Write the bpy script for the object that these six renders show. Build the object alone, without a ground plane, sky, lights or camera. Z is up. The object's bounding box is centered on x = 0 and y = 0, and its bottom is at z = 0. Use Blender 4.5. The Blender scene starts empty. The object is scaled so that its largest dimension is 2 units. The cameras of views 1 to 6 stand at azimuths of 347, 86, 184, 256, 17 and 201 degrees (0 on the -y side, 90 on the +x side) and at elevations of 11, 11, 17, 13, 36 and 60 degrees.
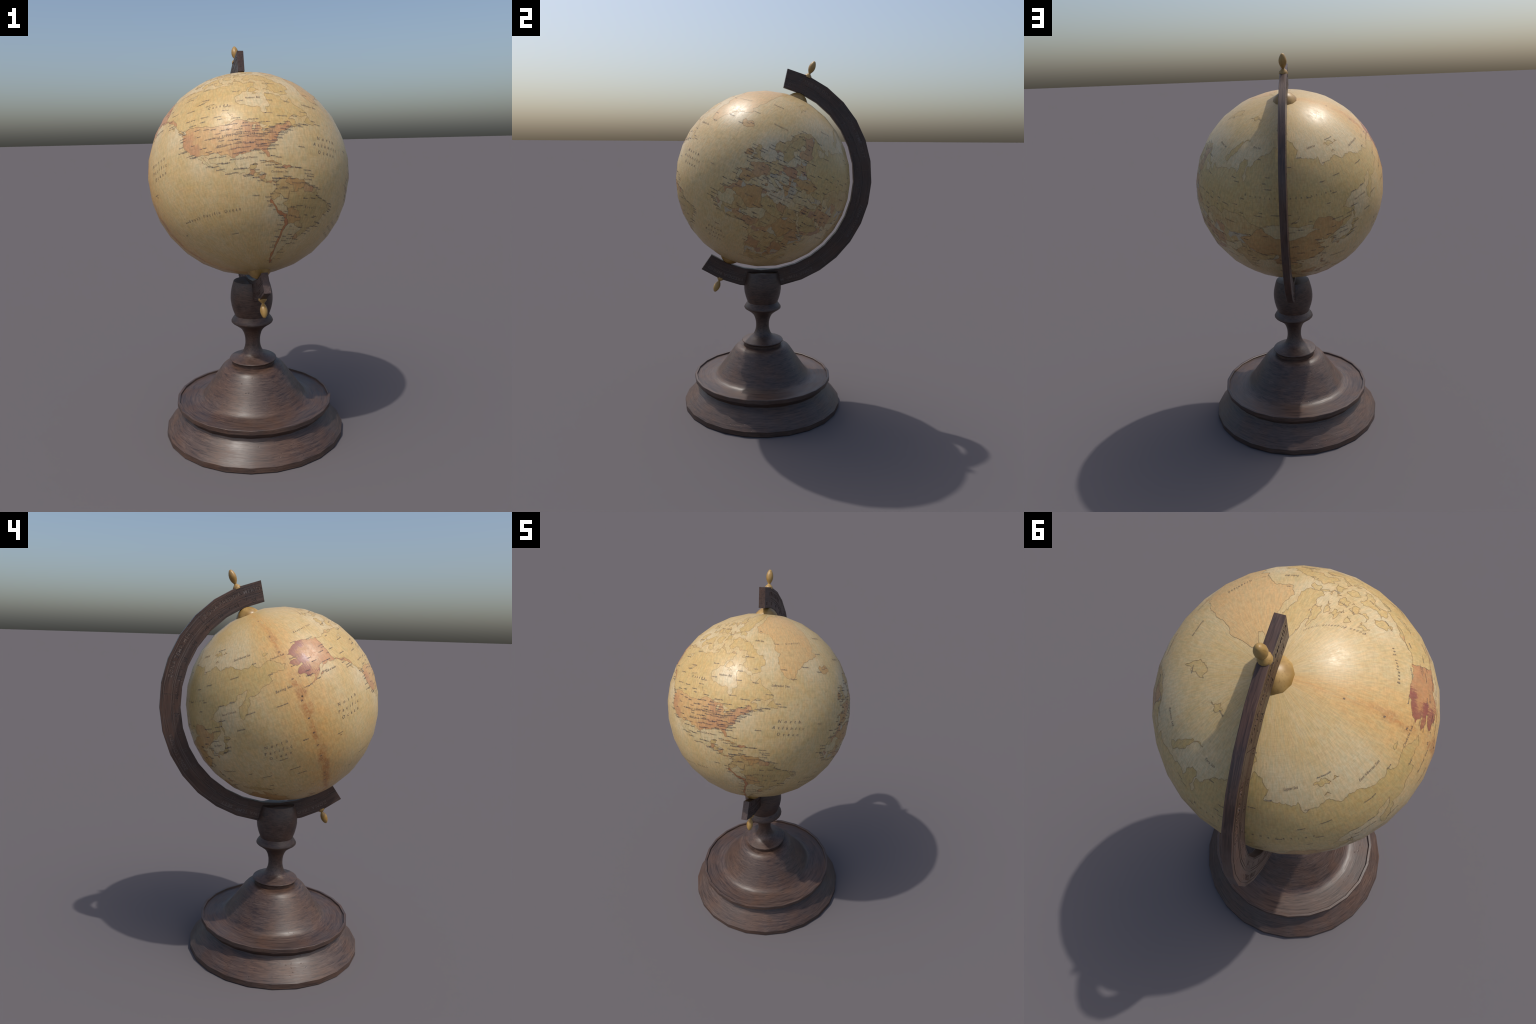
# Antique desk globe on a turned wooden stand with an engraved meridian arm.
import bpy, bmesh, math, random
import numpy as np
from mathutils import Vector, Matrix, Euler
from mathutils.geometry import delaunay_2d_cdt

SEED = 7
TILT = math.radians(66.5)                 # pole direction, measured in the y-z plane
CENTRE = Vector((0.0, -0.0665, 1.3454))   # centre of the ball and of the arm's arc
POLE = Vector((0, math.cos(TILT), math.sin(TILT)))
STAND_Y = -0.0665
BALL_R = 0.4932
ARM_OUT, ARM_IN, ARM_HALF = 0.6262, 0.5234, 0.0162

# ------------------------------------------------------------------ helpers
def link(name, mesh, parent=None, loc=(0, 0, 0), mat=None):
    ob = bpy.data.objects.new(name, mesh)
    bpy.context.scene.collection.objects.link(ob)
    if parent:
        ob.parent = parent
    ob.location = loc
    if mat:
        mesh.materials.append(mat)
    return ob


def smooth_by_angle(mesh, degrees=32):
    bm = bmesh.new()
    bm.from_mesh(mesh)
    lim = math.radians(degrees)
    for f in bm.faces:
        f.smooth = True
    for e in bm.edges:
        e.smooth = len(e.link_faces) == 2 and e.calc_face_angle(0.0) < lim
    bm.to_mesh(mesh)
    bm.free()


def lathe(name, profile, segments, turn=0.0):
    """Revolve (radius, height) points about z; ends on the axis are closed."""
    bm = bmesh.new()
    rings = []
    for r, z in profile:
        if r < 1e-6:
            rings.append([bm.verts.new((0, 0, z))])
        else:
            rings.append([bm.verts.new((r * math.cos(turn + 2 * math.pi * k / segments),
                                        r * math.sin(turn + 2 * math.pi * k / segments), z)) for k in range(segments)])
    for a, b in zip(rings, rings[1:]):
        for k in range(segments):
            j = (k + 1) % segments
            if len(a) == 1:
                bm.faces.new((a[0], b[j], b[k]))
            elif len(b) == 1:
                bm.faces.new((a[k], a[j], b[0]))
            else:
                bm.faces.new((a[k], a[j], b[j], b[k]))
    bmesh.ops.recalc_face_normals(bm, faces=bm.faces)
    me = bpy.data.meshes.new(name)
    bm.to_mesh(me)
    bm.free()
    return me


# ------------------------------------------------------------------ materials
class Nodes:
    def __init__(self, name):
        self.mat = bpy.data.materials.new(name)
        self.mat.use_nodes = True
        self.t = self.mat.node_tree
        self.t.nodes.clear()

    def n(self, kind, **kw):
        nd = self.t.nodes.new(kind)
        for k, v in kw.items():
            setattr(nd, k, v)
        return nd

    def put(self, sock, v):
        if isinstance(v, bpy.types.NodeSocket):
            self.t.links.new(v, sock)
        else:
            sock.default_value = v

    def math(self, op, a, b=0.0, clamp=False):
        nd = self.n("ShaderNodeMath", operation=op, use_clamp=clamp)
        self.put(nd.inputs[0], a)
        self.put(nd.inputs[1], b)
        return nd.outputs[0]

    def ramp(self, v, lo, hi, a=0.0, b=1.0, smooth=True):
        nd = self.n("ShaderNodeMapRange", interpolation_type="SMOOTHSTEP" if smooth else "LINEAR")
        for s, x in zip(nd.inputs[:5], (v, lo, hi, a, b)):
            self.put(s, x)
        return nd.outputs[0]

    def mix(self, f, a, b, mode="MIX"):
        nd = self.n("ShaderNodeMix", data_type="RGBA", blend_type=mode)
        self.put(nd.inputs[0], f)
        for s, x in ((nd.inputs[6], a), (nd.inputs[7], b)):
            self.put(s, x if isinstance(x, bpy.types.NodeSocket) else (*x, 1.0))
        return nd.outputs[2]

    def noise(self, vec, scale, detail=3.0, rough=0.55, dist=0.0, dims="3D", w=None):
        nd = self.n("ShaderNodeTexNoise", noise_dimensions=dims)
        self.put(nd.inputs["Vector"], vec)
        nd.inputs["Scale"].default_value = scale
        nd.inputs["Detail"].default_value = detail
        nd.inputs["Roughness"].default_value = rough
        nd.inputs["Distortion"].default_value = dist
        if w is not None:
            self.put(nd.inputs["W"], w)
        return nd.outputs[0]

    def xyz(self, x, y, z=0.0):
        nd = self.n("ShaderNodeCombineXYZ")
        for s, v in zip(nd.inputs, (x, y, z)):
            self.put(s, v)
        return nd.outputs[0]

    def coords(self):
        v = self.n("ShaderNodeTexCoord").outputs["Object"]
        s = self.n("ShaderNodeSeparateXYZ")
        self.put(s.inputs[0], v)
        return v, s.outputs[0], s.outputs[1], s.outputs[2]

    def finish(self, colour, rough, bump=None, bump_strength=0.2, bump_distance=0.002, metallic=0.0, specular=0.5):
        p = self.n("ShaderNodeBsdfPrincipled")
        self.put(p.inputs["Base Color"], colour if isinstance(colour, bpy.types.NodeSocket) else (*colour, 1.0))
        self.put(p.inputs["Roughness"], rough)
        self.put(p.inputs["Metallic"], metallic)
        self.put(p.inputs["Specular IOR Level"], specular)
        if bump is not None:
            b = self.n("ShaderNodeBump")
            b.inputs["Strength"].default_value = bump_strength
            b.inputs["Distance"].default_value = bump_distance
            self.put(b.inputs["Height"], bump)
            self.t.links.new(b.outputs[0], p.inputs["Normal"])
        o = self.n("ShaderNodeOutputMaterial")
        self.t.links.new(p.outputs[0], o.inputs[0])
        return self.mat


def wood_material(name, dark, mid, light, rough_lo=0.36, rough_hi=0.54):
    """Stained turned wood: the grain runs round the object's own z axis."""
    m = Nodes(name)
    v, x, y, z = m.coords()
    r = m.math("SQRT", m.math("ADD", m.math("MULTIPLY", x, x), m.math("MULTIPLY", y, y)))
    inv = m.math("DIVIDE", 1.0, m.math("MAXIMUM", r, 0.001))
    cx, sy = m.math("MULTIPLY", x, inv), m.math("MULTIPLY", y, inv)

    def grain(turns, across, detail, rough, shift):
        vec = m.xyz(m.math("MULTIPLY", cx, turns), m.math("MULTIPLY", sy, turns),
                    m.math("ADD", m.math("MULTIPLY", z, across), shift))
        return m.noise(vec, 1.0, detail, rough, 0.15, "4D", m.math("MULTIPLY", r, across))
    broad = grain(1.6, 22.0, 4.0, 0.6, 3.0)
    fine = grain(3.2, 120.0, 4.0, 0.62, 9.0)
    thread = grain(6.0, 420.0, 2.0, 0.5, 1.0)
    cloud = m.noise(v, 9.0, 3.0, 0.55)
    g = m.math("ADD", m.math("MULTIPLY", broad, 0.25), m.math("MULTIPLY", fine, 0.41))
    g = m.math("ADD", g, m.math("MULTIPLY", thread, 0.34))
    c = m.mix(m.ramp(g, 0.40, 0.50), dark, mid)
    c = m.mix(m.ramp(g, 0.485, 0.63), c, light)
    vein = m.math("MULTIPLY", m.ramp(m.math("ABSOLUTE", m.math("SUBTRACT", grain(2.2, 60.0, 3.0, 0.55, 5.0), 0.5)), 0.004, 0.022, 1.0, 0.0), m.ramp(broad, 0.40, 0.60))
    c = m.mix(m.math("MULTIPLY", vein, 0.55), c, tuple(0.7 * k for k in dark))
    warm = m.mix(m.ramp(cloud, 0.38, 0.66), (1.0, 1.0, 1.0), (1.14, 0.97, 0.82))
    c = m.mix(1.0, c, warm, "MULTIPLY")
    # old nicks: small pits in a few patches, and pale scratches
    pit = m.n("ShaderNodeTexVoronoi")
    m.put(pit.inputs["Vector"], v)
    pit.inputs["Scale"].default_value = 75.0
    one = m.n("ShaderNodeSeparateColor")
    m.put(one.inputs[0], pit.outputs["Color"])
    where = m.math("MULTIPLY", m.ramp(m.noise(v, 6.5, 2.0), 0.52, 0.62), m.math("GREATER_THAN", one.outputs[0], 0.72))
    dent = m.math("MULTIPLY", m.ramp(m.math("ADD", pit.outputs["Distance"], m.math("MULTIPLY", m.noise(v, 160.0, 2.0), 0.3)), 0.26, 0.46, 1.0, 0.0), where)
    c = m.mix(m.math("MULTIPLY", dent, 0.35), c, tuple(0.6 * k for k in dark))
    h = m.math("ADD", m.math("MULTIPLY", fine, 0.35), m.math("MULTIPLY", thread, 0.25))
    h = m.math("SUBTRACT", h, m.math("MULTIPLY", dent, 0.8))
    rough = m.ramp(m.math("ADD", m.math("MULTIPLY", fine, 0.6), m.math("MULTIPLY", cloud, 0.4)), 0.3, 0.7, rough_lo, rough_hi)
    return m.finish(c, rough, h, 0.42, 0.0024, specular=0.5)


def brass_material():
    m = Nodes("old_brass")
    v, x, y, z = m.coords()
    blot = m.noise(v, 14.0, 2.0, 0.5)
    streak = m.noise(m.xyz(m.math("MULTIPLY", x, 160.0), m.math("MULTIPLY", y, 160.0), m.math("MULTIPLY", z, 14.0)), 1.0, 3.0)
    c = m.mix(m.ramp(blot, 0.34, 0.66), (0.27, 0.155, 0.038), (0.42, 0.265, 0.088))
    c = m.mix(m.ramp(streak, 0.52, 0.72, 0.0, 0.6), c, (0.22, 0.125, 0.030))
    return m.finish(c, m.ramp(blot, 0.3, 0.7, 0.34, 0.48), streak, 0.08, 0.001, metallic=0.0, specular=0.5)


PALE_WATER = [  # (longitude, latitude, angular radius): pale printed shallows round the coasts
    (-94, 25, 15), (-73, 40, 15), (-82, 59, 13), (-60, 68, 14), (-128, 48, 13), (-116, 26, 12),
    (-150, 58, 10), (-120, 73, 13), (-84, 77, 13), (5, 60, 17), (16, 42, 17), (32, 72, 18), (68, 74, 17),
    (120, 75, 17), (155, 73, 17), (148, 54, 13), (135, 38, 13), (118, 18, 14), (58, 18, 13), (-78, -15, 11),
    (-30, 66, 14), (120, -8, 13), (90, 14, 12), (165, 66, 10)]


def to_ball(lon, lat):
    """The map is a Mercator sheet laid over the ball: chart degrees -> ball degrees."""
    merc = math.degrees(math.log(math.tan(math.radians(45 + lat / 2))))
    return lon - 10.9, 0.680 * merc - 29.1


def near(m, v, wobble, spots, inner=0.35, outer=1.25):
    """Mask: 1 round the given chart places (longitude, latitude, angular radius), fading outwards."""
    best = None
    for lo, la, rad in spots:
        a, b = (math.radians(k) for k in to_ball(lo, la))
        d = m.n("ShaderNodeVectorMath", operation="DISTANCE")
        m.put(d.inputs[0], v)
        d.inputs[1].default_value = (BALL_R * math.cos(b) * math.cos(a), BALL_R * math.cos(b) * math.sin(a), BALL_R * math.sin(b))
        reach = BALL_R * math.radians(rad)
        k = m.ramp(m.math("ADD", d.outputs["Value"], wobble), reach * inner, reach * outer, 1.0, 0.0)
        best = k if best is None else m.math("MAXIMUM", best, k)
    return best


def paper_material(name, base, second, ocean=False, patch=0.5, deep=None, deep_share=0.8, spots=(), cells=()):
    """Varnished printed paper. Grain lives in (longitude, latitude), so it draws together at the poles."""
    m = Nodes(name)
    v, x, y, z = m.coords()
    lon = m.math("ARCTAN2", y, x)
    lat = m.math("ARCSINE", m.math("DIVIDE", z, BALL_R * 1.002))
    uv = m.xyz(lon, lat)
    big = m.noise(uv, 2.6, 4.0, 0.6)
    mid = m.noise(uv, 11.0, 4.0, 0.62)
    small = m.noise(uv, 60.0, 3.0, 0.6)
    warp = m.noise(m.xyz(m.math("MULTIPLY", lon, 120.0), m.math("MULTIPLY", lat, 10.0)), 1.0, 2.0)
    weft = m.noise(m.xyz(m.math("MULTIPLY", lon, 9.0), m.math("MULTIPLY", lat, 120.0)), 1.0, 2.0)
    c = m.mix(m.ramp(m.math("ADD", m.math("MULTIPLY", big, patch), m.math("MULTIPLY", mid, 1 - patch)), 0.40, 0.62), base, second)
    if cells:                              # small states, printed in different tints
        vor = m.n("ShaderNodeTexVoronoi")
        jig = m.n("ShaderNodeVectorMath", operation="MULTIPLY_ADD")
        wob = m.n("ShaderNodeTexNoise")
        m.put(wob.inputs["Vector"], uv)
        wob.inputs["Scale"].default_value = 16.0
        m.put(jig.inputs[0], wob.outputs["Color"])
        jig.inputs[1].default_value = (0.08, 0.08, 0.0)
        m.put(jig.inputs[2], uv)
        m.put(vor.inputs["Vector"], jig.outputs[0])
        vor.inputs["Scale"].default_value = 13.0
        pick = m.n("ShaderNodeSeparateColor")
        m.put(pick.inputs[0], vor.outputs["Color"])
        for k, tint in enumerate(cells):
            c = m.mix(m.math("GREATER_THAN", pick.outputs[0], (k + 1) / (len(cells) + 1)), c, tint)
    if ocean:
        c = m.mix(m.math("MULTIPLY", near(m, v, m.math("MULTIPLY", mid, 0.05), PALE_WATER), 0.58), c, (0.575, 0.482, 0.315))
        c = m.mix(m.math("MULTIPLY", near(m, v, m.math("MULTIPLY", mid, 0.05), [(4, 59, 13), (18, 40, 15), (22, 58, 9)]), 0.42), c, (0.485, 0.435, 0.325))  # cool grey of skylit shade painted into the waters round Europe
    if deep:
        broken = m.math("MULTIPLY", m.math("SUBTRACT", m.math("ADD", mid, m.math("MULTIPLY", warp, 0.6)), 0.8), 0.11)
        c = m.mix(m.math("MULTIPLY", near(m, v, broken, spots, 0.40, 1.10), deep_share), c, deep)
    # rust-brown print and foxing
    c = m.mix(m.ramp(mid, 0.52, 0.74, 0.0, 0.32), c, (0.48, 0.275, 0.105))
    fox = m.math("MULTIPLY", m.ramp(small, 0.50, 0.72), m.ramp(big, 0.42, 0.66))
    c = m.mix(m.math("MULTIPLY", fox, 0.22), c, (0.42, 0.22, 0.075))
    spot = m.ramp(m.noise(uv, 15.0, 2.0, 0.5), 0.66, 0.76)
    c = m.mix(m.math("MULTIPLY", spot, 0.28), c, (0.23, 0.20, 0.10))
    # the glued joint of the sheet: an orange margin and a torn rust line on the meridian opposite +x
    edge = m.math("SUBTRACT", math.pi, m.math("ABSOLUTE", lon))
    margin = m.math("MULTIPLY", m.ramp(edge, 0.02, 0.42, 1.0, 0.0), m.ramp(mid, 0.30, 0.62, 0.35, 1.0))
    c = m.mix(m.math("MULTIPLY", margin, 0.60 if ocean else 0.18), c, (0.58, 0.31, 0.080))
    tear = m.math("ADD", edge, m.math("MULTIPLY", m.math("SUBTRACT", mid, 0.5), 0.16))
    patchy = m.ramp(m.noise(m.xyz(lon, m.math("MULTIPLY", lat, 4.0)), 1.7, 3.0), 0.40, 0.60, 0.15, 1.0)
    patchy = m.math("MULTIPLY", patchy, m.ramp(lat, 0.55, 1.25, 1.0, 0.25))
    torn = m.math("MULTIPLY", m.ramp(tear, 0.02, 0.075, 1.0, 0.0), m.math("MULTIPLY", patchy, m.ramp(small, 0.3, 0.6, 0.3, 1.0)))
    c = m.mix(m.math("MULTIPLY", torn, 0.70), c, (0.36, 0.125, 0.035))
    if ocean:
        c = m.mix(near(m, v, m.math("MULTIPLY", mid, 0.006), [(190.4, 52.2, 1.1)], 0.5, 1.0), c, (0.05, 0.035, 0.015))
    # faint drifts of green, pink and ochre in the old print
    hue = m.noise(m.xyz(m.math("MULTIPLY", lon, 30.0), m.math("MULTIPLY", lat, 13.0)), 1.0, 4.0, 0.62, 0.5)
    hue2 = m.noise(m.xyz(m.math("MULTIPLY", lon, 48.0), m.math("MULTIPLY", lat, 22.0), 5.0), 1.0, 4.0, 0.62)
    c = m.mix(1.0, c, m.mix(m.ramp(hue, 0.36, 0.62), (0.955, 0.985, 0.975), (1.045, 0.99, 0.92)), "MULTIPLY")
    c = m.mix(1.0, c, m.mix(m.ramp(hue2, 0.36, 0.64), (0.90, 0.89, 0.875), (1.055, 1.045, 1.06)), "MULTIPLY")
    # linen threads
    th = m.math("ADD", warp, weft)
    th = m.mix(m.ramp(th, 0.70, 1.30), (0.92, 0.92, 0.905), (1.06, 1.055, 1.055))
    c = m.mix(1.0, c, th, "MULTIPLY")
    rough = m.ramp(m.math("ADD", m.math("MULTIPLY", mid, 0.6), m.math("MULTIPLY", small, 0.4)), 0.35, 0.65, 0.33, 0.50)
    h = m.math("ADD", m.math("MULTIPLY", small, 0.5), m.math("ADD", m.math("MULTIPLY", warp, 0.2), m.math("MULTIPLY", weft, 0.2)))
    return m.finish(c, rough, h, 0.07, 0.001, specular=0.45)


def ink_material(name, a, b):
    m = Nodes(name)
    v, *_ = m.coords()
    return m.finish(m.mix(m.ramp(m.noise(v, 60.0, 2.0), 0.35, 0.65), a, b), 0.45, specular=0.3)

# ------------------------------------------------------------------ geography (control points: longitude, latitude)
LAND = {
 "north_america": [(-141, 69.6), (-145, 70), (-150, 70.5), (-156.5, 71.3), (-161, 70.3), (-166.5, 68.5), (-163.5, 67), (-161.8, 66.3),
  (-164.5, 66.5), (-168, 65.6), (-166, 64.5), (-161, 64.5), (-160.8, 63.7), (-164.5, 63), (-166, 61.7), (-165, 60.6), (-162, 59.9),
  (-162, 58.7), (-158.5, 58.8), (-157.3, 58.6), (-158.5, 57), (-161, 55.9), (-164.8, 54.6), (-162, 55.1), (-158.5, 56), (-156, 57.5),
  (-153.5, 59.2), (-151.8, 61), (-149.5, 61.2), (-151.7, 59.3), (-148.3, 60), (-146, 60.9), (-144, 60), (-139.8, 59.6), (-137, 58.4),
  (-134, 57), (-131.5, 55.3), (-130, 54.5), (-128.5, 52.5), (-127.5, 51), (-124, 49.5), (-122.8, 49), (-122.6, 47.4), (-124.7, 48.3),
  (-124, 46), (-124.4, 43), (-124.2, 40.3), (-122.5, 37.7), (-120.6, 34.6), (-118.4, 33.8), (-117.1, 32.5), (-115.8, 30.3), (-114.2, 28.2),
  (-115, 27.7), (-112.2, 26), (-112, 24.5), (-109.9, 22.9), (-109.6, 24), (-111.3, 26), (-112.8, 28.5), (-114.7, 31.6), (-113, 31.2),
  (-111, 28), (-109.3, 26), (-106.5, 23.3), (-105.4, 20.5), (-103.5, 18.3), (-99.8, 16.8), (-96.5, 15.7), (-94.3, 16.2), (-92.2, 14.5),
  (-89.8, 13.6), (-87.5, 13), (-85.8, 11), (-85.7, 10), (-83.6, 8.6), (-82, 8.2), (-80.4, 7.4), (-79.5, 8.9), (-78, 7.6), (-77.3, 8.6),
  (-79.6, 9.6), (-82.2, 9.1), (-83.6, 11), (-83.3, 14.9), (-85, 15.9), (-88.2, 15.8), (-88.3, 18.3), (-87.4, 19.5), (-86.9, 21.4),
  (-90.3, 21.1), (-90.7, 19.5), (-92, 18.6), (-94.6, 18.2), (-96.2, 19.3), (-97.6, 22), (-97.3, 25.9), (-97.1, 27.8), (-95, 29.2),
  (-91.5, 29.5), (-89.3, 29.1), (-89.5, 30.3), (-86, 30.3), (-84, 30), (-82.8, 28), (-81.8, 26), (-81, 25.1), (-80.2, 25.6), (-80.4, 27.8),
  (-81.4, 30.5), (-79.5, 33), (-77.5, 34.2), (-75.7, 35.3), (-76.2, 37), (-75.3, 38.2), (-74, 40.5), (-71.5, 41.4), (-70, 41.8),
  (-70.7, 43), (-67, 44.8), (-65.8, 43.8), (-61.2, 45.5), (-64.5, 46.2), (-64.5, 48.5), (-68.5, 48.5), (-66, 50.2), (-60, 50.2),
  (-57, 51.5), (-55.7, 53), (-58, 54.8), (-61.5, 56.8), (-64.6, 60.3), (-66, 58.8), (-69.5, 59), (-69.8, 61), (-73.5, 62.3), (-77.8, 62.5),
  (-78, 59.5), (-77, 57.3), (-76.6, 56), (-79.5, 54.7), (-79, 52.5), (-80, 51.3), (-82.2, 53), (-82.3, 55.1), (-87.5, 56), (-92.5, 57),
  (-94.6, 58.8), (-94.7, 60.5), (-93, 62), (-90.5, 63.5), (-87.5, 64.2), (-86.5, 66), (-83, 66.3), (-81.5, 68.5), (-84.5, 69.5),
  (-85.5, 68.5), (-88.3, 68.2), (-90.5, 69.3), (-94.5, 71.9), (-96, 69.5), (-95.5, 68.2), (-98.5, 67.9), (-104, 68), (-108.5, 67.6),
  (-115, 68), (-114.5, 69.2), (-118, 69.2), (-124, 69.8), (-128, 70.3), (-132, 69.6), (-136, 69)],
 "south_america": [(-77.7, 7), (-77.2, 8.6), (-75.5, 10.6), (-74.8, 11.1), (-72, 12.2), (-71.6, 10.9), (-70, 12), (-68, 10.6), (-64.5, 10.2),
  (-62, 10.7), (-61, 9.5), (-60, 8.5), (-57, 6), (-54, 5.8), (-51.5, 4.3), (-50, 1.8), (-50, 0), (-48.3, -0.8), (-44.5, -2.5), (-41.5, -2.9),
  (-38.5, -3.7), (-35.3, -5.2), (-34.8, -7.5), (-37, -11), (-39, -13.5), (-39.2, -17.5), (-40.8, -21.5), (-42, -23), (-45, -23.5),
  (-48.5, -25.8), (-48.7, -28.3), (-51.5, -31.5), (-53.5, -34), (-55, -34.9), (-58, -34.2), (-57, -36.5), (-58, -38.2), (-62, -39),
  (-62.3, -41), (-65, -41), (-63.7, -42.5), (-65.3, -45), (-67.5, -46.3), (-65.8, -47.9), (-69, -50.5), (-68.4, -52.4), (-65.3, -54.8),
  (-68.5, -55.5), (-72, -54), (-74.5, -51.5), (-75.5, -48), (-74, -45), (-73, -42), (-73.7, -39.5), (-73, -36.8), (-71.6, -33), (-71.5, -30),
  (-70.5, -25.5), (-70.2, -19), (-71.5, -17.5), (-75.5, -15), (-77.2, -12), (-79, -8.3), (-81.2, -6), (-80.3, -3.3), (-80.9, -2.2),
  (-80, 0.5), (-78.8, 1.6), (-77.3, 3.8)],
 "africa": [(-6, 35.8), (-2, 35.1), (3, 36.9), (10, 37.3), (11, 35), (10.2, 34), (15, 32.4), (19.5, 30.4), (20, 32.8), (25, 31.7), (29, 30.9),
  (32.3, 31.3), (32.6, 29.9), (35.5, 24), (37.2, 21), (38.5, 18), (43.2, 12), (43.4, 11.5), (51.2, 11.9), (48, 5), (42, -1), (39, -6),
  (40.5, -11), (40.5, -15), (35, -20), (35.3, -24), (32.8, -26), (32.5, -28.5), (28, -33), (25.5, -34), (20, -34.8), (18.3, -34),
  (17, -29.5), (14.5, -23), (12, -17.5), (13.7, -11), (12.2, -6), (9, -1), (9.7, 3.8), (8.5, 4.6), (6, 4.3), (4.3, 6.3), (1, 5.9),
  (-2, 4.8), (-7.5, 4.4), (-11, 6.8), (-13.3, 9), (-15, 11), (-16.8, 13), (-17.4, 14.7), (-16.3, 16.5), (-16.5, 19.5), (-17, 21),
  (-15, 24.5), (-13, 27.7), (-9.8, 29.8), (-9.7, 31.5), (-7, 33.7)],
 "eurasia": [(-5.5, 36), (-9, 37), (-9.4, 38.8), (-8.8, 43.2), (-1.8, 43.4), (-1.2, 46), (-4.7, 48.4), (-1.6, 49.6), (1.6, 50.9), (4, 52),
  (6.9, 53.5), (8.8, 54), (8.2, 56.8), (10.6, 57.7), (10, 55), (11, 54), (14.2, 54), (18.5, 54.8), (21, 55.5), (21.5, 57.5), (24, 57.2),
  (23.5, 59.2), (28, 59.6), (30, 60), (25, 60.2), (22.9, 59.9), (21.3, 61), (21.5, 63), (25.3, 65), (22, 65.8), (21, 64), (17.5, 62),
  (17.2, 60.6), (18.8, 60), (16.5, 57.5), (15.8, 56.1), (13, 55.5), (12.8, 56.5), (11.2, 59), (10.5, 59.5), (8, 58.1), (5.5, 59),
  (5, 61.8), (10, 64), (14, 67.5), (19, 70), (25.5, 71.1), (31, 70.3), (33, 69.4), (41, 67.5), (40.5, 66.3), (33, 66.6), (34.8, 64.5),
  (37, 63.9), (40, 64.6), (40.2, 66), (44, 66), (43.8, 68.5), (46, 68), (54, 68.8), (60, 69), (60.5, 69.8), (66.5, 69), (67, 71.5),
  (69.5, 73), (72.8, 72.8), (72.5, 70.5), (71.5, 68.5), (73.5, 67), (74.5, 69), (74, 71.5), (80, 73.5), (87, 75), (98, 76.2),
  (104.3, 77.7), (113, 75.7), (110, 74), (113, 73.8), (123.5, 73), (127, 73.5), (129, 71), (140, 72.5), (150, 71.5), (160, 69.7),
  (170.5, 70), (171, 69), (180, 69), (186, 67.3), (190, 66.1), (187, 64.4), (180, 65.3), (178, 64.3), (179, 62.4), (174, 61.7), (170, 60),
  (163.3, 59.6), (163, 57.8), (162, 56.2), (160, 53.1), (156.7, 51), (155.6, 54), (156, 57), (161.8, 60.2), (163.5, 62.4), (160, 61.6),
  (156.5, 61.2), (154.5, 59.5), (150.5, 59.5), (143, 59.4), (138, 56.2), (135.2, 54.8), (138, 53.8), (141.3, 53.2), (140.5, 50),
  (140.3, 48), (136, 44.5), (132, 43.2), (130, 42.2), (127.5, 39.8), (129.4, 37), (129.2, 35.2), (126.5, 34.5), (126.7, 37.5), (125, 39.6),
  (121.5, 38.8), (122, 40.7), (118, 39), (119, 37.3), (122.5, 37.2), (119.3, 35), (121.8, 31.8), (121.9, 29), (119.5, 25.5), (116.5, 23),
  (110.5, 21.3), (108.2, 21.6), (105.8, 19), (108.8, 15.5), (109.2, 11.7), (105, 8.6), (104.5, 10.5), (100.8, 13.4), (99.3, 10), (100.5, 7),
  (103.3, 4), (103.8, 1.4), (101, 3), (100.2, 6.5), (98.3, 9), (98.7, 12), (97.5, 16.5), (94.3, 16), (94, 19.5), (91.8, 22.5), (88.5, 21.7),
  (86.8, 20.8), (82.3, 16.7), (80.2, 15.5), (80, 12), (77.5, 8.1), (76.2, 10), (74, 15), (72.8, 19), (72.7, 21.3), (70, 21), (69, 22.5),
  (66.7, 25), (61.5, 25.1), (57, 26.8), (54.5, 26.6), (51, 28.5), (48.5, 30.2), (50, 26.5), (51.5, 25.9), (54, 24.1), (56.3, 26.2),
  (57, 24), (59.8, 22.5), (57.7, 18.9), (55, 17), (52, 15.5), (45, 12.8), (43.3, 13), (42.7, 16.5), (39, 21.5), (37, 25), (35, 28.1),
  (34.3, 31.2), (35.9, 35), (36, 36.8), (32.5, 36.1), (30.5, 36.5), (27.5, 36.8), (26.3, 39), (28.8, 40.9), (31, 41.2), (35, 42),
  (38.5, 41), (41.5, 41.6), (38.5, 44.3), (37, 45.2), (39, 47.2), (35, 46.3), (36.3, 45.3), (33.6, 44.5), (32.7, 46), (30.5, 46.2),
  (28.6, 44), (28, 42), (28.9, 41.1), (26, 40.7), (23.5, 40.3), (24, 38), (22.8, 36.5), (21.5, 37.5), (20.2, 39.6), (19.5, 41.5),
  (15, 44.5), (13.6, 45.5), (12.3, 45.3), (12.6, 44), (16, 41.8), (18.4, 40), (16.8, 40.3), (16.5, 38.5), (15.8, 38), (15.5, 40),
  (12.5, 41.5), (10.3, 43.5), (8.5, 44.4), (3.8, 43.4), (3.2, 41.9), (-0.3, 39.5), (-0.8, 37.7), (-4.5, 36.7)],
}

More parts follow.
